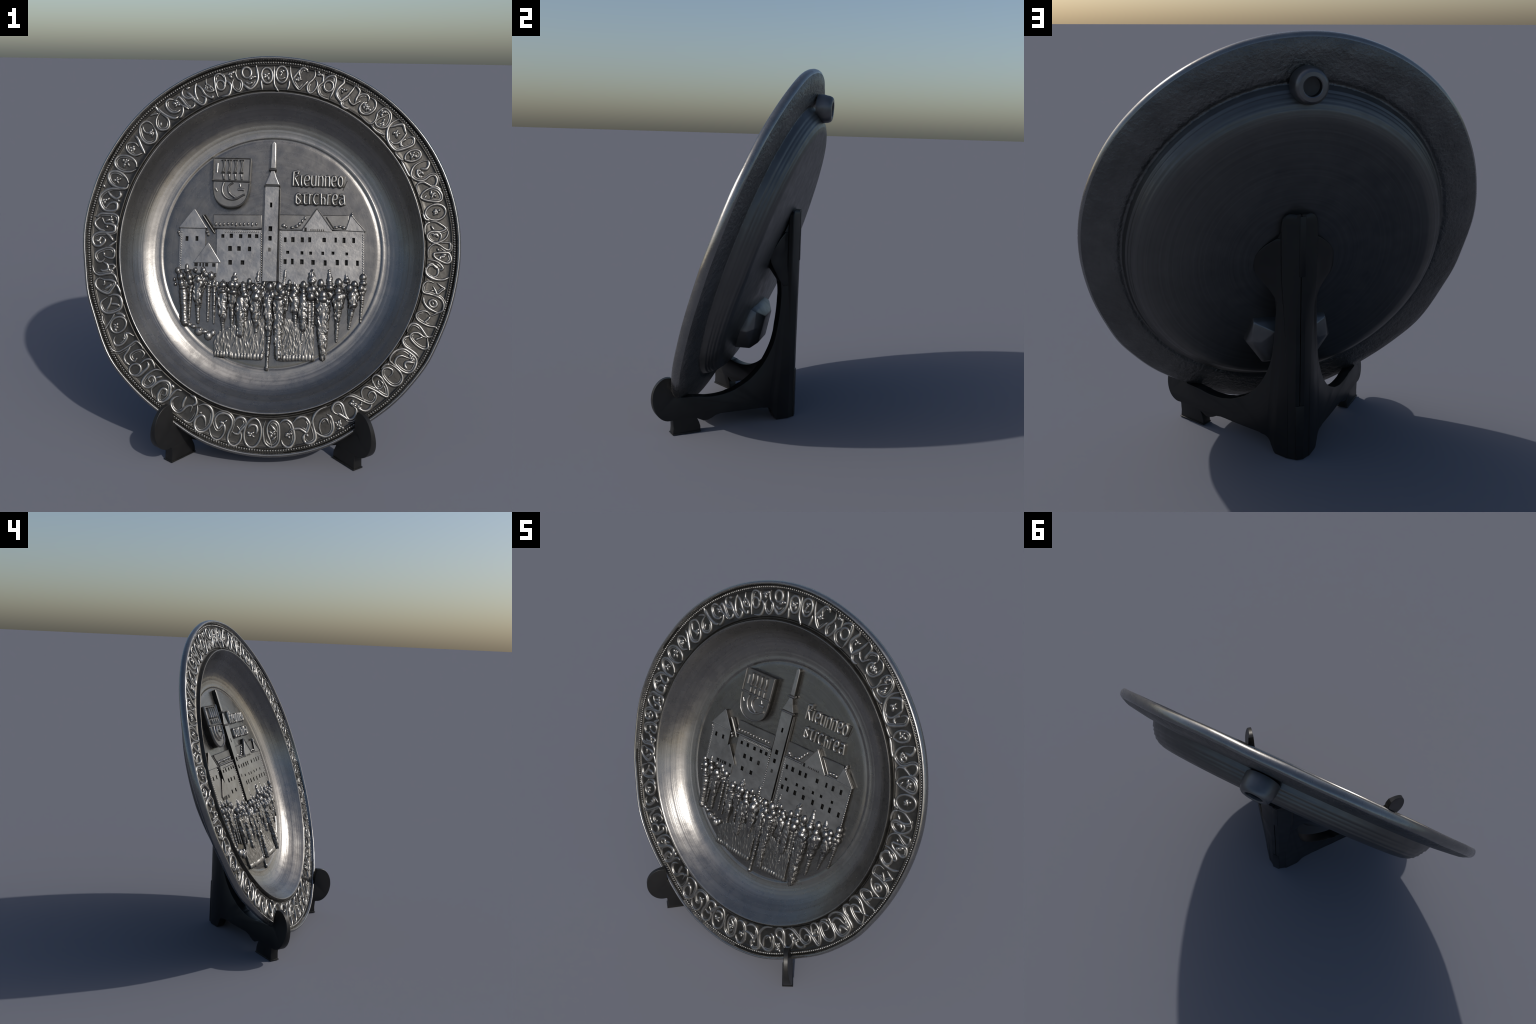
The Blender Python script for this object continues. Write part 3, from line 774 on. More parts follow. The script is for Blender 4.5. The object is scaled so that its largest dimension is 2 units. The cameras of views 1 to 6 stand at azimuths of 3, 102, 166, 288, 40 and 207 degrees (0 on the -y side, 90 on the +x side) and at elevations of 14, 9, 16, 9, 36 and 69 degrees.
rod("stair_rail", (-0.353, 0.196), (-0.301, 0.120), 0.004, 0.004, -0.146, high=0.012, mat=GROUND)

# long hall on the left
hall_left = [(-0.253, 0.084), (-0.207, 0.086), (-0.156, 0.085), (-0.108, 0.087), (-0.069, 0.087)]
hall_left_low = [(-0.213, 0.018), (-0.164, 0.019), (-0.107, 0.018), (-0.211, -0.056), (-0.144, -0.055)]
wins = [(x, y, random.uniform(0.014, 0.018), random.uniform(0.017, 0.021)) for x, y in hall_left]
wins += [(x, y, random.uniform(0.014, 0.021), random.uniform(0.021, 0.026)) for x, y in hall_left_low]
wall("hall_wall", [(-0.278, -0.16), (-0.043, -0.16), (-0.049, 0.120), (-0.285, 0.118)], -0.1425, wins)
prism("hall_roof", [(-0.307, 0.124), (-0.050, 0.130), (-0.051, 0.201), (-0.309, 0.195)], -0.148, GROUND, bevel=0.002)
rod("hall_cornice", (-0.310, 0.124), (-0.048, 0.129), 0.006, 0.006, -0.146, high=0.0105)
rod("roof_ridge", (-0.309, 0.195), (-0.050, 0.201), 0.0025, 0.0025, -0.150, high=0.0045)
lumps("dormers", [(-0.293 + 0.0215 * k, 0.1455 + 0.0006 * k + random.uniform(-0.002, 0.002), -0.146, 0.0072, random.uniform(0.008, 0.012), 0.008) for k in range(11)])
lumps("dentils", [(-0.240 + 0.0098 * k, 0.1045 + 0.0003 * k, -0.1425, 0.0028, 0.0065, 0.003) for k in range(19)])
lumps("quoins", [(-0.051 + 0.0004 * k, 0.10 - 0.0125 * k, -0.1425, 0.005, 0.0048, 0.0022) for k in range(19)])

# small gabled porch
prism("porch_wall", [(-0.385, -0.118), (-0.275, -0.118), (-0.276, -0.058), (-0.385, -0.058)], -0.139, RELIEF)
prism("porch_roof", [(-0.404, -0.065), (-0.259, -0.060), (-0.263, -0.052), (-0.322, 0.038), (-0.329, 0.046), (-0.335, 0.038)], -0.133)
for x0, w0 in ((-0.388, 0.018), (-0.366, 0.008), (-0.350, 0.008), (-0.332, 0.016), (-0.294, 0.017)):
    prism("porch_opening", box(x0 - w0 / 2, -0.083, x0 + w0 / 2, -0.064), -0.1378, PIT, bottom=-0.146, bevel=0.0006)

# long hall on the right
rows = [([0.077, 0.118, 0.168, 0.207, 0.284, 0.345, 0.389, 0.440], 0.079, 0.023), ([0.091, 0.167, 0.213, 0.277, 0.331, 0.404], 0.009, 0.015),
        ([0.078, 0.116, 0.167, 0.226, 0.290, 0.354, 0.402, 0.460], -0.041, 0.026)]
wins = []
for xs, y, tall in rows:
    for x in xs:
        wins.append((x, y + random.uniform(-0.002, 0.002), random.uniform(0.011, 0.017), tall * random.uniform(0.9, 1.12)))
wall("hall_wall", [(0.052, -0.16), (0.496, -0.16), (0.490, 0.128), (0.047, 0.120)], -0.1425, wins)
prism("hall_roof", [(0.046, 0.127), (0.410, 0.135), (0.408, 0.211), (0.044, 0.205)], -0.148, GROUND, bevel=0.002)
rod("hall_cornice", (0.047, 0.126), (0.180, 0.129), 0.005, 0.005, -0.146, high=0.0095)
rod("hall_cornice", (0.315, 0.132), (0.490, 0.128), 0.005, 0.005, -0.146, high=0.0095)
rod("roof_ridge", (0.044, 0.205), (0.208, 0.207), 0.0025, 0.0025, -0.150, high=0.0045)
rod("roof_ridge", (0.268, 0.208), (0.408, 0.211), 0.0025, 0.0025, -0.150, high=0.0045)
prism("gable", [(0.166, 0.120), (0.321, 0.120), (0.319, 0.132), (0.246, 0.236), (0.240, 0.242), (0.234, 0.236), (0.168, 0.132)], -0.1365)
rod("gable_verge", (0.166, 0.128), (0.240, 0.242), 0.0036, 0.0036, -0.139, high=0.007)
rod("gable_verge", (0.240, 0.242), (0.321, 0.129), 0.0036, 0.0036, -0.139, high=0.007)
rod("gable_verge", (0.290, 0.200), (0.338, 0.130), 0.0045, 0.0045, -0.150, high=0.010, mat=GROUND)
prism("porch_opening", box(0.1765, 0.119, 0.1885, 0.139), -0.1355, PIT, bottom=-0.146, bevel=0.0006)
for k in range(7):
    prism("gable_slot", box(0.208 + 0.011 * k, 0.122, 0.214 + 0.011 * k, 0.132), -0.1357, FIELD, bottom=-0.146, bevel=0.0005)
prism("turret_roof", [(0.392, 0.130), (0.497, 0.124), (0.492, 0.134), (0.447, 0.178), (0.433, 0.206), (0.416, 0.206), (0.408, 0.178)], -0.137)
lumps("finial", [(0.425, 0.208, -0.146, 0.009, 0.013, 0.013), (0.425, 0.220, -0.148, 0.006, 0.008, 0.009)])
rod("turret_verge", (0.430, 0.200), (0.496, 0.126), 0.004, 0.004, -0.139, high=0.007)
lumps("roof_ornaments", [(0.067, 0.148, -0.147, 0.013, 0.011, 0.009), (0.080, 0.141, -0.147, 0.009, 0.008, 0.009), (0.112, 0.139, -0.147, 0.012, 0.007, 0.008),
                         (0.135, 0.146, -0.147, 0.012, 0.009, 0.009), (0.150, 0.158, -0.147, 0.009, 0.012, 0.009), (0.164, 0.174, -0.147, 0.007, 0.012, 0.008),
                         (0.178, 0.190, -0.147, 0.007, 0.011, 0.008),
                         (0.342, 0.146, -0.147, 0.014, 0.008, 0.009), (0.362, 0.150, -0.147, 0.014, 0.007, 0.010), (0.382, 0.146, -0.147, 0.012, 0.010, 0.009)])
lumps("quoins", [(0.485 + 0.0002 * k, 0.108 - 0.0125 * k, -0.1425, 0.0062, 0.0048, 0.0022) for k in range(20)])
lumps("quoins", [(0.0545 + 0.0003 * k, 0.108 - 0.0125 * k, -0.1425, 0.004, 0.0045, 0.0022) for k in range(20)])
lumps("quoins", [(-0.474 + 0.0001 * k, 0.098 - 0.0125 * k, -0.1405, 0.0048, 0.0048, 0.002) for k in range(16)])

# ------------------------------------------------------------ coat of arms
half = [(0.000, 0.0), (0.030, 0.004), (0.058, 0.018), (0.080, 0.044), (0.092, 0.085), (0.096, 0.130)]
cx, cy = -0.217, 0.235
low = [(cx - x, cy + y) for x, y in reversed(half)] + [(cx + x, cy + y) for x, y in half[1:]]
low = catmull(low, 4)
prism("coat_of_arms", low + [(cx + 0.0985, 0.50), (cx - 0.0995, 0.50)], -0.1225, GROUND, bevel=0.002)
def strip(name, pts, r, w, high, mat=RELIEF, per=5, blunt=1.0):
    run = catmull([(x, y) for x, y in pts], per) if len(pts) > 2 else [tuple(Vector(pts[0]).lerp(Vector(pts[1]), k / 6)) for k in range(7)]
    bm = bmesh.new(); rows = []
    n = len(run)
    for i, (x, y) in enumerate(run):
        a, b = run[max(i - 1, 0)], run[min(i + 1, n - 1)]
        d = Vector((b[0] - a[0], b[1] - a[1], 0)).normalized()
        side = Vector((-d.y, d.x, 0))
        rr = r[0] + (r[1] - r[0]) * i / (n - 1) if isinstance(r, tuple) else r
        rows.append([bm.verts.new(Vector((x, y, w - 0.004)) + side * rr * math.cos(PI * k / 6) + Vector((0, 0, (high + 0.004) * math.sin(PI * k / 6) ** blunt))) for k in range(7)])
    for i in range(n - 1):
        for k in range(6):
            bm.faces.new((rows[i][k], rows[i + 1][k], rows[i + 1][k + 1], rows[i][k + 1]))
        bm.faces.new((rows[i][6], rows[i + 1][6], rows[i + 1][0], rows[i][0]))
    bm.faces.new(rows[0]); bm.faces.new(rows[-1][::-1])
    return laid(obj_from_bm(name, bm, mat, plate, 60))
strip("shield_border", low, 0.0048, -0.123, 0.009)
strip("shield_border", [(cx - 0.0985, 0.375), (cx - 0.0985, 0.50)], 0.0045, -0.123, 0.009)
strip("shield_border", [(cx + 0.0955, 0.375), (cx + 0.0975, 0.50)], 0.0045, -0.123, 0.009)
strip("shield_border", [(cx - 0.101, 0.4985), (cx + 0.100, 0.4985)], 0.0035, -0.123, 0.008)
strip("shield_bar", [(cx - 0.104, 0.377), (cx + 0.098, 0.374)], 0.0058, -0.123, 0.012)
for k, x in enumerate((-0.262, -0.231, -0.199, -0.166)):
    strip("charge", [(x, 0.484), (x + 0.004, 0.455), (x - 0.002, 0.424)], 0.0072, -0.1210, 0.0125)
    strip("charge", [(x - 0.012, 0.487), (x + 0.012, 0.488)], 0.0038, -0.1210, 0.010)
    strip("charge", [(x - 0.010, 0.420), (x + 0.011, 0.421)], 0.0048, -0.1210, 0.011)
    strip("charge", [(x + 0.002, 0.410), (x + 0.005, 0.384)], (0.0080, 0.0065), -0.1210, 0.012)
strip("charge", [(-0.256, 0.366), (-0.264, 0.335), (-0.258, 0.305), (-0.238, 0.284), (-0.212, 0.277), (-0.186, 0.281), (-0.160, 0.297), (-0.143, 0.305)], (0.0085, 0.006), -0.1225, 0.011)
strip("charge", [(-0.207, 0.366), (-0.227, 0.352), (-0.231, 0.330), (-0.220, 0.306), (-0.192, 0.286)], (0.006, 0.008), -0.1225, 0.012)
strip("charge", [(-0.172, 0.362), (-0.168, 0.345)], (0.005, 0.009), -0.1225, 0.008)
strip("charge", [(-0.180, 0.331), (-0.160, 0.332), (-0.148, 0.330)], (0.008, 0.010), -0.1225, 0.009)
strip("charge", [(-0.300, 0.335), (-0.290, 0.318)], 0.008, -0.1225, 0.006)
strip("charge", [(-0.297, 0.420), (-0.295, 0.470)], 0.010, -0.1225, 0.004)

# -------------------------------------------------------------- lettering
# worn cast lettering: two words, letter by letter, each stroke given in a unit cell
GLYPH = {
    "K": [[(0.12, 0.0), (0.18, 1.35)], [(0.3, 0.75), (0.75, 1.0)], [(0.36, 0.72), (0.85, 0.0)], [(0.2, 1.35), (0.85, 1.45)], [(0.85, 1.4), (0.72, 1.12)]],
    "l": [[(0.5, 1.0), (0.42, 0.5), (0.55, 0.05), (0.8, 0.02)]],
    "e": [[(0.25, 0.5), (0.75, 0.55), (0.78, 0.9), (0.45, 1.0), (0.18, 0.75), (0.18, 0.25), (0.45, 0.02), (0.8, 0.1)]],
    "o": [[(0.5, 1.0), (0.2, 0.75), (0.2, 0.25), (0.5, 0.0), (0.8, 0.25), (0.8, 0.75), (0.5, 1.0)]],
    "u": [[(0.2, 1.0), (0.2, 0.2), (0.45, 0.02), (0.7, 0.15)], [(0.78, 1.0), (0.78, 0.0)]],
    "n": [[(0.2, 1.0), (0.2, 0.0)], [(0.2, 0.8), (0.5, 1.0), (0.78, 0.8), (0.78, 0.0)]],
    "S": [[(0.8, 0.85), (0.45, 1.0), (0.2, 0.78), (0.5, 0.52), (0.8, 0.25), (0.45, 0.0), (0.15, 0.2)], [(0.18, 0.8), (0.2, 0.2)]],
    "t": [[(0.4, 1.0), (0.38, 0.2), (0.6, 0.02), (0.85, 0.1)], [(0.1, 0.95), (0.8, 1.0)]],
    "r": [[(0.25, 1.0), (0.25, 0.0)], [(0.25, 0.75), (0.55, 1.0), (0.85, 0.9)]],
    "c": [[(0.8, 0.9), (0.45, 1.0), (0.18, 0.7), (0.18, 0.3), (0.45, 0.02), (0.8, 0.1)]],
    "h": [[(0.2, 1.05), (0.28, 0.0)], [(0.24, 0.55), (0.55, 0.7), (0.75, 0.5), (0.75, 0.0)]],
    "a": [[(0.25, 0.95), (0.7, 0.95), (0.8, 0.6), (0.9, 0.05)], [(0.75, 0.6), (0.3, 0.55), (0.2, 0.2), (0.45, 0.0), (0.75, 0.2)]],
}
def letter(ch, x, y, wide, tall, lean=0.0):
    for stroke in GLYPH[ch]:
        pts = [(x + wide * u + lean * v, y + tall * v) for u, v in stroke]
        strip("letter_stroke", pts, 0.0086, FLOOR, 0.0185, VINE, 4, 0.55)
x = 0.104
for ch, wd in (("K", 0.040), ("l", 0.020), ("e", 0.037), ("u", 0.037), ("n", 0.037), ("n", 0.036), ("e", 0.033), ("o", 0.036)):
    letter(ch, x, 0.363 + 0.0, wd, 0.056)
    x += wd * 0.985
x = 0.120
for ch, wd in (("S", 0.038), ("t", 0.036), ("r", 0.022), ("c", 0.038), ("h", 0.036), ("r", 0.028), ("e", 0.034), ("a", 0.040)):
    letter(ch, x, 0.265, wd, 0.056)
    x += wd * 0.985
strip("letter_stroke", [(0.396, 0.398), (0.374, 0.346)], 0.0026, FLOOR, 0.004, RELIEF)
prism("letter_ground", [(0.106, 0.360), (0.380, 0.361), (0.387, 0.421), (0.112, 0.420)], -0.151, FIELD, bevel=0.004)
prism("letter_ground", [(0.122, 0.263), (0.385, 0.262), (0.372, 0.324), (0.124, 0.322)], -0.151, FIELD, bevel=0.004)

# ---------------------------------------------------------------- the crowd
BODY_W = -0.156
def figure(name, balls=(), chains=(), folds=0, voxel=0.0024):
    """A cast figure: balls (x, y, r) and bead-like tapering chains (x0, y0, r0, x1, y1, r1)."""
    bm = bmesh.new()
    def blob(x, y, rx, ry, rz, w=BODY_W, lean=0.0):
        bmesh.ops.create_icosphere(bm, subdivisions=2, radius=1.0, matrix=Matrix.Translation((x, y, w)) @ Matrix.Rotation(lean, 4, "Z") @ Matrix.Diagonal((rx, ry, rz, 1)))
    for x, y, r, *rest in balls:
        ry = r * (rest[0] if rest else 1.15)
        blob(x, y, r, ry, r * 0.98, BODY_W + 0.005 + 0.35 * r)
    for c in chains:
        x0, y0, r0, x1, y1, r1 = c[:6]
        ln = math.hypot(x1 - x0, y1 - y0)
        if r0 > 0.0205:               # shoulders
            for sx in (-0.72, 0.72):
                blob(x0 + sx * r0, y0 - 0.004, r0 * 0.48, r0 * 0.80, r0 * 0.62, BODY_W + 0.3 * r0, 0.3 * sx)
        d = 0.0
        while d <= ln:
            t = d / ln
            r = (r0 + (r1 - r0) * t ** 0.85)
            r *= 1.22 if r > 0.0165 else 1.1
            s = r * (random.uniform(0.96, 1.05) if r > 0.0165 else random.uniform(0.88, 1.08))
            x, y = x0 + (x1 - x0) * t, y0 + (y1 - y0) * t
            blob(x + random.uniform(-0.09, 0.09) * r, y, s, max(0.0085, r * 0.80), min(s * 0.95, 0.024), BODY_W + 0.25 * r, random.uniform(-0.25, 0.25))
            if r > 0.0165:
                for _ in range(folds if random.random() < 0.7 else 0):
                    blob(x + random.uniform(-0.8, 0.8) * r, y + random.uniform(-0.5, 0.5) * r, 0.0046 * random.uniform(0.7, 1.3),
                         0.0155 * random.uniform(0.6, 1.5), 0.0062, BODY_W + 0.25 * r + min(0.66 * r, 0.0180), random.uniform(-0.5, 0.5))
            d += (0.0085 if r > 0.0165 else max(0.0075, r * 0.66)) * random.uniform(0.8, 1.3)
    me = bpy.data.meshes.new(name)
    bm.to_mesh(me); bm.free()
    ob = link(bpy.data.objects.new(name, me))
    rm = ob.modifiers.new("merge", "REMESH")
    rm.mode, rm.voxel_size = "VOXEL", voxel
    me = evaluated(ob)
    return laid(obj_from_mesh(name, me, FIGURE, plate, 180))

figure("figure", [(-0.484, -0.108, 0.017), (-0.468, -0.140, 0.022), (-0.462, -0.175, 0.019), (-0.452, -0.198, 0.024, 0.6)],
       [(-0.450, -0.215, 0.021, -0.437, -0.365, 0.018), (-0.437, -0.372, 0.020, -0.434, -0.386, 0.019)])
figure("figure", [(-0.437, -0.088, 0.013, 1.7), (-0.434, -0.108, 0.018, 0.9), (-0.422, -0.143, 0.022), (-0.415, -0.166, 0.017)],
       [(-0.437, -0.070, 0.008, -0.437, -0.060, 0.004), (-0.412, -0.180, 0.012, -0.415, -0.365, 0.006)])
figure("figure", [(-0.391, -0.103, 0.015), (-0.374, -0.152, 0.024), (-0.360, -0.172, 0.020), (-0.384, -0.170, 0.018)],
       [(-0.374, -0.160, 0.024, -0.374, -0.265, 0.018), (-0.374, -0.26, 0.017, -0.366, -0.386, 0.008), (-0.350, -0.18, 0.011, -0.362, -0.30, 0.008)], 2)
figure("figure", [(-0.348, -0.103, 0.018, 1.25), (-0.336, -0.123, 0.016), (-0.306, -0.131, 0.021, 1.2)],
       [(-0.318, -0.185, 0.013, -0.316, -0.371, 0.006), (-0.270, -0.124, 0.008, -0.300, -0.180, 0.012), (-0.287, -0.195, 0.013, -0.284, -0.384, 0.005)])
figure("figure", [(-0.241, -0.178, 0.022, 1.0), (-0.243, -0.210, 0.025, 0.6)],
       [(-0.241, -0.145, 0.009, -0.241, -0.180, 0.021), (-0.241, -0.218, 0.024, -0.239, -0.330, 0.020), (-0.239, -0.325, 0.019, -0.233, -0.433, 0.006)], 2)
figure("figure", [(-0.182, -0.148, 0.018), (-0.197, -0.175, 0.021), (-0.172, -0.176, 0.021), (-0.186, -0.213, 0.027, 0.7)],
       [(-0.180, -0.098, 0.008, -0.183, -0.145, 0.018), (-0.188, -0.230, 0.023, -0.190, -0.265, 0.018), (-0.190, -0.265, 0.017, -0.188, -0.432, 0.007)], 2)
figure("figure", [(-0.135, -0.175, 0.017), (-0.133, -0.200, 0.021), (-0.125, -0.226, 0.022, 1.0)],
       [(-0.140, -0.142, 0.008, -0.136, -0.170, 0.014), (-0.148, -0.250, 0.023, -0.145, -0.360, 0.022), (-0.145, -0.36, 0.021, -0.141, -0.445, 0.016),
        (-0.117, -0.25, 0.019, -0.120, -0.36, 0.013), (-0.121, -0.36, 0.011, -0.131, -0.490, 0.006)], 3)
figure("figure", [(-0.103, -0.155, 0.015, 1.4), (-0.106, -0.186, 0.013)], [(-0.102, -0.142, 0.008, -0.104, -0.16, 0.014)])
figure("figure", [(-0.073, -0.192, 0.021), (-0.056, -0.208, 0.019), (-0.068, -0.235, 0.029)],
       [(-0.057, -0.092, 0.012, -0.063, -0.160, 0.015), (-0.068, -0.240, 0.029, -0.066, -0.320, 0.026), (-0.065, -0.325, 0.022, -0.058, -0.478, 0.006)], 3)
figure("figure", [(-0.036, -0.185, 0.014)], [(-0.022, -0.145, 0.011, -0.036, -0.20, 0.010)])
figure("banner_bearer", [(0.005, -0.178, 0.021, 1.25), (0.018, -0.222, 0.017, 1.5)],
       [(-0.006, -0.215, 0.014, -0.006, -0.250, 0.021), (-0.004, -0.255, 0.024, 0.004, -0.345, 0.022), (0.006, -0.345, 0.020, 0.006, -0.470, 0.013),
        (0.006, -0.47, 0.0125, 0.003, -0.595, 0.0095), (0.003, -0.600, 0.012, 0.003, -0.612, 0.011)], 2)
figure("figure", [(0.054, -0.180, 0.022, 1.4), (0.072, -0.208, 0.020), (0.054, -0.236, 0.027, 0.7)],
       [(0.046, -0.150, 0.006, 0.050, -0.175, 0.018), (0.083, -0.092, 0.013, 0.076, -0.165, 0.014), (0.055, -0.255, 0.028, 0.056, -0.37, 0.025),
        (0.054, -0.37, 0.022, 0.060, -0.552, 0.017), (0.088, -0.23, 0.012, 0.083, -0.36, 0.009)], 3)
figure("figure", [(0.107, -0.155, 0.013, 1.6), (0.103, -0.185, 0.014)], [(0.103, -0.19, 0.013, 0.094, -0.30, 0.008)])
figure("figure", [(0.131, -0.183, 0.018), (0.142, -0.200, 0.018), (0.129, -0.222, 0.022)],
       [(0.132, -0.133, 0.008, 0.132, -0.180, 0.015), (0.133, -0.235, 0.024, 0.140, -0.300, 0.020), (0.140, -0.300, 0.016, 0.150, -0.475, 0.007)], 2)
figure("figure", [(0.181, -0.163, 0.018, 1.35), (0.180, -0.196, 0.015), (0.180, -0.222, 0.020)],
       [(0.180, -0.230, 0.022, 0.180, -0.31, 0.023), (0.181, -0.31, 0.021, 0.184, -0.39, 0.017), (0.182, -0.39, 0.014, 0.178, -0.483, 0.009)], 3)
figure("figure", [(0.223, -0.145, 0.022, 0.8), (0.212, -0.188, 0.020), (0.230, -0.185, 0.022, 1.15), (0.221, -0.222, 0.023)],
       [(0.222, -0.082, 0.012, 0.224, -0.140, 0.021), (0.211, -0.25, 0.013, 0.217, -0.389, 0.010), (0.232, -0.25, 0.013, 0.235, -0.421, 0.007)], 2)
figure("figure", [(0.271, -0.152, 0.020, 1.3), (0.262, -0.185, 0.014), (0.284, -0.212, 0.024), (0.284, -0.235, 0.030, 0.8)],
       [(0.283, -0.24, 0.033, 0.284, -0.36, 0.031), (0.285, -0.36, 0.029, 0.288, -0.47, 0.022), (0.288, -0.47, 0.021, 0.288, -0.525, 0.016), (0.288, -0.535, 0.016, 0.289, -0.545, 0.014)], 4)
figure("figure", [(0.317, -0.150, 0.021, 0.6), (0.318, -0.174, 0.025, 0.9)], [(0.313, -0.084, 0.013, 0.316, -0.140, 0.018)])
figure("figure", [(0.364, -0.146, 0.022, 1.2), (0.362, -0.190, 0.022), (0.388, -0.215, 0.018), (0.362, -0.226, 0.026)],
       [(0.362, -0.225, 0.030, 0.364, -0.270, 0.024), (0.338, -0.19, 0.012, 0.352, -0.29, 0.011), (0.363, -0.275, 0.020, 0.358, -0.453, 0.007)], 3)
figure("figure", [(0.405, -0.138, 0.020, 0.7), (0.420, -0.172, 0.021)], [(0.398, -0.100, 0.012, 0.406, -0.140, 0.018)])
figure("figure", [(0.446, -0.152, 0.020, 1.1), (0.447, -0.185, 0.020), (0.432, -0.208, 0.021), (0.456, -0.205, 0.017)],
       [(0.436, -0.215, 0.024, 0.440, -0.260, 0.021), (0.440, -0.26, 0.017, 0.420, -0.386, 0.006), (0.423, -0.24, 0.009, 0.418, -0.35, 0.006)], 3)
figure("figure", [(0.489, -0.115, 0.020), (0.490, -0.145, 0.022, 0.8), (0.479, -0.172, 0.019), (0.499, -0.178, 0.011, 1.6)],
       [(0.487, -0.195, 0.016, 0.486, -0.25, 0.011), (0.486, -0.25, 0.010, 0.480, -0.347, 0.0055)], 2)
figure("figure", [(-0.501, -0.155, 0.008, 1.4), (-0.495, -0.180, 0.009, 1.2)])

# the packed rows behind: shoulders and heads filling the gaps, in lower relief
def back_rows():
    bm = bmesh.new()
    for k in range(150):
        x = -0.46 + 0.93 * (k + random.random()) / 150
        top, deep = (-0.150, -0.235) if x > -0.28 else (-0.130, -0.200)
        y = random.uniform(deep, top)
        a = random.uniform(0.008, 0.014)
        bmesh.ops.create_icosphere(bm, subdivisions=2, radius=1.0, matrix=Matrix.Translation((x, y, -0.154)) @ Matrix.Rotation(random.uniform(-0.4, 0.4), 4, "Z")
                                   @ Matrix.Diagonal((a, a * random.uniform(1.2, 2.6), random.uniform(0.008, 0.014), 1)))
    me = bpy.data.meshes.new("back_rows")
    bm.to_mesh(me); bm.free()
    ob = link(bpy.data.objects.new("back_rows", me))
    rm = ob.modifiers.new("merge", "REMESH")
    rm.mode, rm.voxel_size = "VOXEL", 0.0026
    me = evaluated(ob)
    o = laid(obj_from_mesh("back_rows", me, FIGURE, plate, 180))
    o["kind"] = "stuff"
back_rows()

# paved ground under the crowd
def paving(name, outline, row, seed):
    """Rough slab: worn stones standing on end along the lower edge, trodden lumps above."""
    random.seed(seed)
    bm = prism(name, catmull(outline, 3, closed=True), -0.1455, make=False, bevel=0.0)
    bmesh.ops.triangulate(bm, faces=bm.faces)
    def inside(x, y):
        c = False
        for (x0, y0), (x1, y1) in zip(outline, outline[1:] + outline[:1]):
            if (y0 > y) != (y1 > y) and x < (x1 - x0) * (y - y0) / (y1 - y0) + x0:
                c = not c
        return c
    xs, ys = [p[0] for p in outline], [p[1] for p in outline]
    for _ in range(330):
        x, y = random.uniform(min(xs), max(xs)), random.uniform(min(ys) + 0.034, max(ys))
        if inside(x, y):
            bmesh.ops.create_icosphere(bm, subdivisions=1, radius=1.0, matrix=Matrix.Translation((x, y, -0.1465)) @ Matrix.Rotation(random.uniform(-0.4, 0.4), 4, "Z")
                                       @ Matrix.Diagonal((random.uniform(0.0028, 0.0050), random.uniform(0.014, 0.032), random.uniform(0.0016, 0.0044), 1)))
    for x0, x1, y0, y1 in row:
        x = x0
        while x < x1:
            wd = random.uniform(0.010, 0.022)
            bmesh.ops.create_icosphere(bm, subdivisions=2, radius=1.0, matrix=Matrix.Translation((x + wd / 2, y0 + (y1 - y0) * (x - x0) / (x1 - x0), -0.1465))
                                       @ Matrix.Diagonal((wd * 0.56, 0.0175, random.uniform(0.004, 0.0075), 1)))
            x += wd
    me = bpy.data.meshes.new(name)
    bm.to_mesh(me); bm.free()
    ob = link(bpy.data.objects.new(name, me))
    rm = ob.modifiers.new("merge", "REMESH")
    rm.mode, rm.voxel_size = "VOXEL", 0.0024
    me = evaluated(ob)
    o = laid(obj_from_mesh(name, me, GROUND, plate, 180))
    o["kind"] = "stuff"
paving("pavement", [(-0.276, -0.463), (-0.252, -0.425), (-0.15, -0.38), (-0.024, -0.33), (-0.018, -0.43), (-0.015, -0.518), (-0.025, -0.560), (-0.10, -0.562), (-0.182, -0.561),
                    (-0.188, -0.551), (-0.262, -0.551), (-0.280, -0.491)], [(-0.275, -0.185, -0.538, -0.540), (-0.185, -0.026, -0.546, -0.546)], 21)
paving("pavement", [(0.046, -0.34), (0.14, -0.36), (0.232, -0.389), (0.244, -0.508), (0.241, -0.553), (0.15, -0.560), (0.053, -0.562), (0.039, -0.507)],
       [(0.062, 0.238, -0.548, -0.540)], 22)
lumps("rubble", [(-0.412, -0.390, -0.153, 0.014, 0.012, 0.010), (-0.390, -0.399, -0.153, 0.016, 0.012, 0.012), (-0.360, -0.424, -0.152, 0.024, 0.024, 0.016),
                 (-0.352, -0.415, -0.146, 0.010, 0.014, 0.012), (-0.309, -0.446, -0.152, 0.022, 0.025, 0.015), (-0.312, -0.440, -0.146, 0.008, 0.014, 0.012),
                 (-0.330, -0.425, -0.153, 0.020, 0.012, 0.012), (-0.286, -0.430, -0.153, 0.014, 0.018, 0.011)])
random.seed(11)

# -------------------------------------------------- back of the plate: hanger and foot
def lathe(name, profile, mat, parent, matrix, seg=64):
    bm = bmesh.new()
    rows = []
    for r, h in profile:
        rows.append([bm.verts.new(matrix @ Vector((r * math.cos(2 * PI * i / seg), r * math.sin(2 * PI * i / seg), h))) for i in range(seg if r > 1e-6 else 1)])
    for A, B in zip(rows, rows[1:]):
        for i in range(seg):
            j = (i + 1) % seg
            bm.faces.new(list(dict.fromkeys([A[i % len(A)], A[j % len(A)], B[j % len(B)], B[i % len(B)]])))
    return obj_from_bm(name, bm, mat, parent, 30)

def world_to_plate():
    return (Matrix.Translation(CENTRE) @ ROT).inverted()

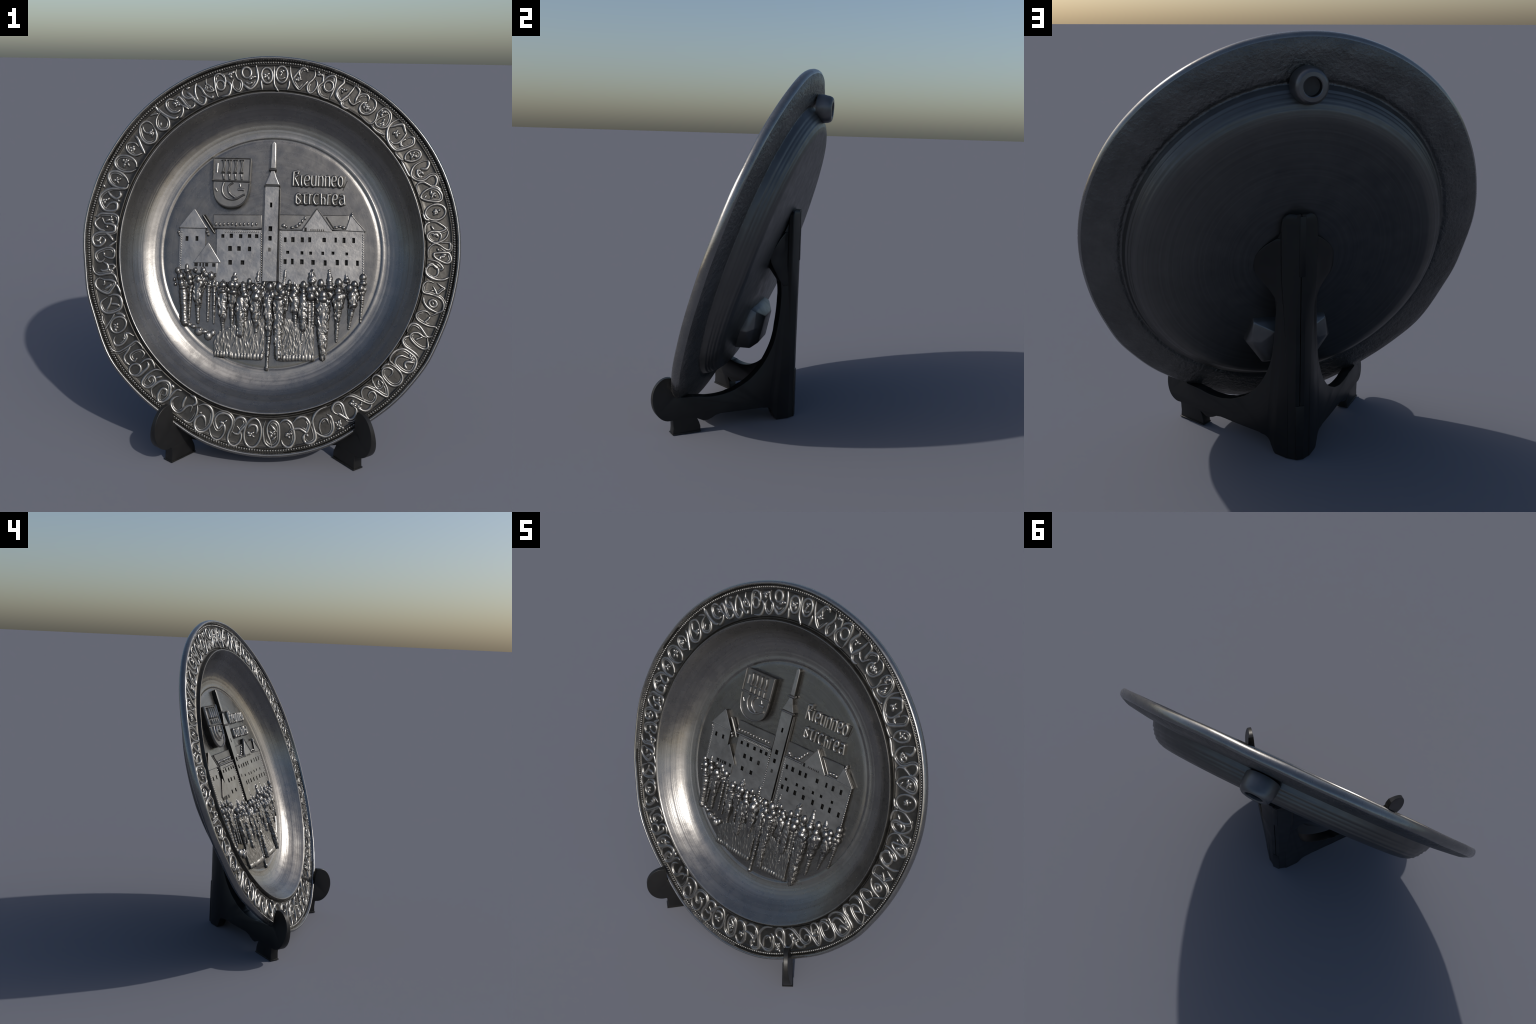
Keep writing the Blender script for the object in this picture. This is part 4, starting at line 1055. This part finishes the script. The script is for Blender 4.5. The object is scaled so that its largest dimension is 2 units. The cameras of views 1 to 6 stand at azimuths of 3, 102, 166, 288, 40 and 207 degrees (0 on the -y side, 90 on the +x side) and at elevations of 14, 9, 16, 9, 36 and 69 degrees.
SMOOTH_BACK = metal("plain_lug_pewter", (0.135, 0.136, 0.139), (0.18, 0.181, 0.185), 0.40, blotch=10.0)
aim = Vector((0.0, 0.985, -0.05)).to_track_quat("Z", "Y").to_matrix().to_4x4()
HOLE = metal("boss_recess", (0.05, 0.05, 0.051), (0.08, 0.08, 0.081), 0.5, blotch=12.0)
boss = lathe("hanging_boss", [(0.079, -0.085), (0.079, -0.05), (0.076, -0.036), (0.074, -0.020), (0.068, -0.006), (0.060, 0.0), (0.044, 0.001), (0.040, -0.002),
                              (0.039, -0.012), (0.039, -0.034), (0.030, -0.036), (0.0, -0.036)],
             SMOOTH_BACK, plate, world_to_plate() @ Matrix.Translation((0.003, 0.430, 1.785)) @ aim)
on_plate(boss)
boss.data.materials.append(HOLE)
for f in boss.data.polygons:
    d = (world_to_plate().inverted() @ f.center - Vector((0.003, 0.430, 1.785)))
    if (d - aim.to_3x3() @ Vector((0, 0, 1)) * d.dot(aim.to_3x3() @ Vector((0, 0, 1)))).length < 0.0394:
        f.material_index = 1

def lug():
    """Faceted foot lug low on the back, half hidden behind the easel."""
    bm = bmesh.new()
    right = [(0.180, -0.335, -0.165), (0.218, -0.470, -0.165), (0.132, -0.600, -0.165), (0.180, -0.343, -0.213), (0.213, -0.462, -0.208),
             (0.130, -0.572, -0.248), (0.192, -0.437, -0.240), (0.097, -0.530, -0.279), (0.084, -0.372, -0.262), (0.145, -0.434, -0.257)]
    for x, y, w in right:
        bm.verts.new((x - 0.005, y, w))
        bm.verts.new((-x - 0.005, y, w))
    hull = bmesh.ops.convex_hull(bm, input=bm.verts)
    bmesh.ops.delete(bm, geom=[g for g in hull["geom_interior"] if isinstance(g, bmesh.types.BMVert)], context="VERTS")
    bmesh.ops.dissolve_limit(bm, angle_limit=math.radians(6), verts=bm.verts, edges=bm.edges)
    bmesh.ops.bevel(bm, geom=list(bm.edges), offset=0.005, segments=3, profile=0.5, affect="EDGES", clamp_overlap=True)
    on_plate(obj_from_bm("foot_lug", bm, SMOOTH_BACK, plate, 50))
lug()

# -------------------------------------------------------------------- easel
stand = empty("plate_stand")
stand["label"] = "black plastic folding easel with two hooked side panels"
stand["category"] = "plate stand"
stand.location = (0, 0.1, 0)

DIRX, DIRY = 0.622, -0.783            # each panel runs forward and outward from the spine
ORG = (0.0, 0.3186)
THICK = 0.053
def panel_outline():
    out = [(0.090, 0.0), (0.166, 0.0), (0.176, 0.010), (0.190, 0.038)]
    out += catmull([(0.190, 0.038), (0.202, 0.064), (0.224, 0.079), (0.262, 0.085)], 4)[1:]
    out += [(0.414, 0.087), (0.520, 0.087), (0.550, 0.081), (0.576, 0.067), (0.598, 0.059), (0.621, 0.058), (0.660, 0.0765)]
    out += [(0.648, 0.052), (0.641, 0.030), (0.640, 0.004), (0.643, 0.0), (0.798, 0.0), (0.802, 0.006), (0.799, 0.040), (0.802, 0.080)]
    for k in range(25):                # round hook in front
        a = math.radians(-100 + 200 * k / 24)
        out.append((0.822 + 0.092 * math.cos(a), 0.200 + 0.1185 * math.sin(a)))
    out += catmull([(0.806, 0.3167), (0.797, 0.295), (0.791, 0.262), (0.791, 0.228), (0.785, 0.213), (0.763, 0.2085)], 4)[1:]
    out += catmull([(0.763, 0.2085), (0.668, 0.203), (0.597, 0.194), (0.530, 0.195), (0.472, 0.205), (0.418, 0.224), (0.338, 0.270), (0.264, 0.345),
                    (0.214, 0.430), (0.188, 0.505), (0.170, 0.610), (0.162, 0.700), (0.163, 0.780), (0.178, 0.845), (0.216, 0.897), (0.242, 0.948),
                    (0.228, 1.005), (0.195, 1.055), (0.160, 1.084)], 4)[1:]
    out += [(0.125, 1.150), (0.098, 1.195), (0.090, 1.200)]
    return out

def side_panel(sign):
    bm = bmesh.new()
    nx, ny = 0.783, 0.622
    ring_out = []
    for s, z in panel_outline():
        ring_out.append((s, z))
    clean = [ring_out[0]]
    for p in ring_out[1:]:
        if math.hypot(p[0] - clean[-1][0], p[1] - clean[-1][1]) > 0.0015:
            clean.append(p)
    vs = []
    for s, z in clean:
        x, y = ORG[0] + DIRX * s, ORG[1] + DIRY * s
        vs.append(bm.verts.new((sign * x, y, z)))
    f = bm.faces.new(vs)
    ext = bmesh.ops.extrude_face_region(bm, geom=[f])
    for v in [g for g in ext["geom"] if isinstance(g, bmesh.types.BMVert)]:
        v.co.x -= sign * THICK * nx
        v.co.y -= THICK * ny
    rims = [e for e in bm.edges if any(len(fc.verts) > 10 for fc in e.link_faces) and len(e.link_faces) == 2 and not all(len(fc.verts) > 10 for fc in e.link_faces)]
    bmesh.ops.bevel(bm, geom=rims, offset=0.0035, segments=2, profile=0.5, affect="EDGES", clamp_overlap=True)
    for v in bm.verts:
        # the hook thins towards its tip: its outer face slopes in above the foot
        x, y, z = sign * v.co.x, v.co.y, v.co.z
        s = (x - ORG[0]) * DIRX + (y - ORG[1]) * DIRY
        o = (x - ORG[0]) * nx + (y - ORG[1]) * ny
        thin = smoothstep(0.74, 0.85, s) * smoothstep(0.06, 0.28, z) * (1.0 + o / THICK)
        v.co.x -= sign * nx * 0.030 * thin
        v.co.y -= ny * 0.030 * thin + 0.1
    return obj_from_bm("side_panel", bm, BLACK, stand, 35)

def shoulder(sign):
    """Upper lobe of a panel, flaring outward to bear against the plate."""
    bm = bmesh.new()
    nx, ny = 0.783, 0.622
    edge = [(0.79, 0.150), (0.815, 0.168), (0.84, 0.186), (0.88, 0.214), (0.91, 0.238), (0.94, 0.254), (0.965, 0.258), (0.99, 0.250), (1.015, 0.238), (1.04, 0.220), (1.065, 0.196), (1.085, 0.170), (1.10, 0.148)]
    n = 8
    front, rear = [], []
    for z, s1 in edge:
        A, B = [], []
        for k in range(n + 1):
            s = 0.118 + (s1 - 0.118) * k / n
            o = 0.0015 + 0.042 * smoothstep(0.130, 0.255, s) * smoothstep(0.80, 0.93, z) + 0.010 * smoothstep(0.95, 1.03, z) * smoothstep(0.12, 0.17, s)
            for row, off in ((A, o), (B, -0.040)):
                row.append(bm.verts.new((sign * (ORG[0] + DIRX * s + nx * off), ORG[1] + DIRY * s + ny * off - 0.1, z)))
        front.append(A); rear.append(B)
    for i in range(len(edge) - 1):
        for k in range(n):
            bm.faces.new((front[i][k], front[i][k + 1], front[i + 1][k + 1], front[i + 1][k]))
            bm.faces.new((rear[i][k], rear[i + 1][k], rear[i + 1][k + 1], rear[i][k + 1]))
        for k in (0, n):
            bm.faces.new((front[i][k], front[i + 1][k], rear[i + 1][k], rear[i][k]))
    for i in (0, len(edge) - 1):
        for k in range(n):
            bm.faces.new((front[i][k], front[i][k + 1], rear[i][k + 1], rear[i][k]))
    bmesh.ops.recalc_face_normals(bm, faces=bm.faces)
    sharp = [e for e in bm.edges if len(e.link_faces) == 2 and e.calc_face_angle(0) > 0.9]
    bmesh.ops.bevel(bm, geom=sharp, offset=0.003, segments=2, profile=0.5, affect="EDGES", clamp_overlap=True)
    obj_from_bm("bearing_lobe", bm, BLACK, stand, 40)

def foot_flange(sign):
    """Moulding lip round the foot of a panel."""
    bm = bmesh.new()
    nx, ny = 0.783, 0.622
    for s0, s1 in ((0.6385, 0.8055),):
        corners = [(s0, 0.004), (s1, 0.004), (s1, -THICK - 0.004), (s0, -THICK - 0.004)]
        lo = [bm.verts.new((sign * (ORG[0] + DIRX * s + nx * o), ORG[1] + DIRY * s + ny * o - 0.1, 0.0)) for s, o in corners]
        f = bm.faces.new(lo)
        ext = bmesh.ops.extrude_face_region(bm, geom=[f])
        for v in [g for g in ext["geom"] if isinstance(g, bmesh.types.BMVert)]:
            v.co.z = 0.007
        bmesh.ops.bevel(bm, geom=list(bm.edges), offset=0.0018, segments=2, profile=0.5, affect="EDGES")
    obj_from_bm("foot_pad", bm, BLACK, stand, 40)

def spine_half(sign):
    """Half of the hinged back strip; a thin seam is left between the halves."""
    seam = 0.002
    bm = bmesh.new()
    rows = []
    #          height, half width, back face
    levels = [(0.0, 0.0610, 0.266), (0.30, 0.0610, 0.267), (0.50, 0.0630, 0.268), (0.65, 0.0665, 0.269), (0.80, 0.0750, 0.270), (0.92, 0.0835, 0.271),
              (1.05, 0.0855, 0.272), (1.17, 0.0855, 0.272), (1.198, 0.0800, 0.272), (1.214, 0.0680, 0.272), (1.221, 0.0520, 0.272)]
    for z, wide, yb in levels:
        sec = [(seam, 0.195), (seam, yb), (0.022, yb), (wide - 0.004, yb - 0.023), (wide, yb - 0.028), (wide - 0.001, yb - 0.048), (wide - 0.020, yb - 0.066)]
        rows.append([bm.verts.new((sign * x, y - 0.1, z)) for x, y in sec])
    for A, B in zip(rows, rows[1:]):
        for i in range(len(A)):
            j = (i + 1) % len(A)
            bm.faces.new((A[i], A[j], B[j], B[i]))
    bm.faces.new(rows[0]); bm.faces.new(rows[-1][::-1])
    obj_from_bm("hinge_strip", bm, BLACK, stand, 25)

for sgn in (1, -1):
    side_panel(sgn)
    foot_flange(sgn)
    shoulder(sgn)
    spine_half(sgn)

def hinge_lug(z0, z1, x0, x1, y1):
    bm = bmesh.new()
    bmesh.ops.create_cube(bm, size=1.0, matrix=Matrix.Translation(((x0 + x1) / 2, (0.22 + y1) / 2 - 0.1, (z0 + z1) / 2)) @ Matrix.Diagonal((x1 - x0, y1 - 0.22, z1 - z0, 1)))
    bmesh.ops.bevel(bm, geom=list(bm.edges), offset=0.002, segments=2, profile=0.5, affect="EDGES")
    obj_from_bm("hinge_knuckle", bm, BLACK, stand, 40)
hinge_lug(0.0, 0.285, -0.021, 0.021, 0.273)
hinge_lug(0.93, 1.212, -0.020, 0.0085, 0.2745)
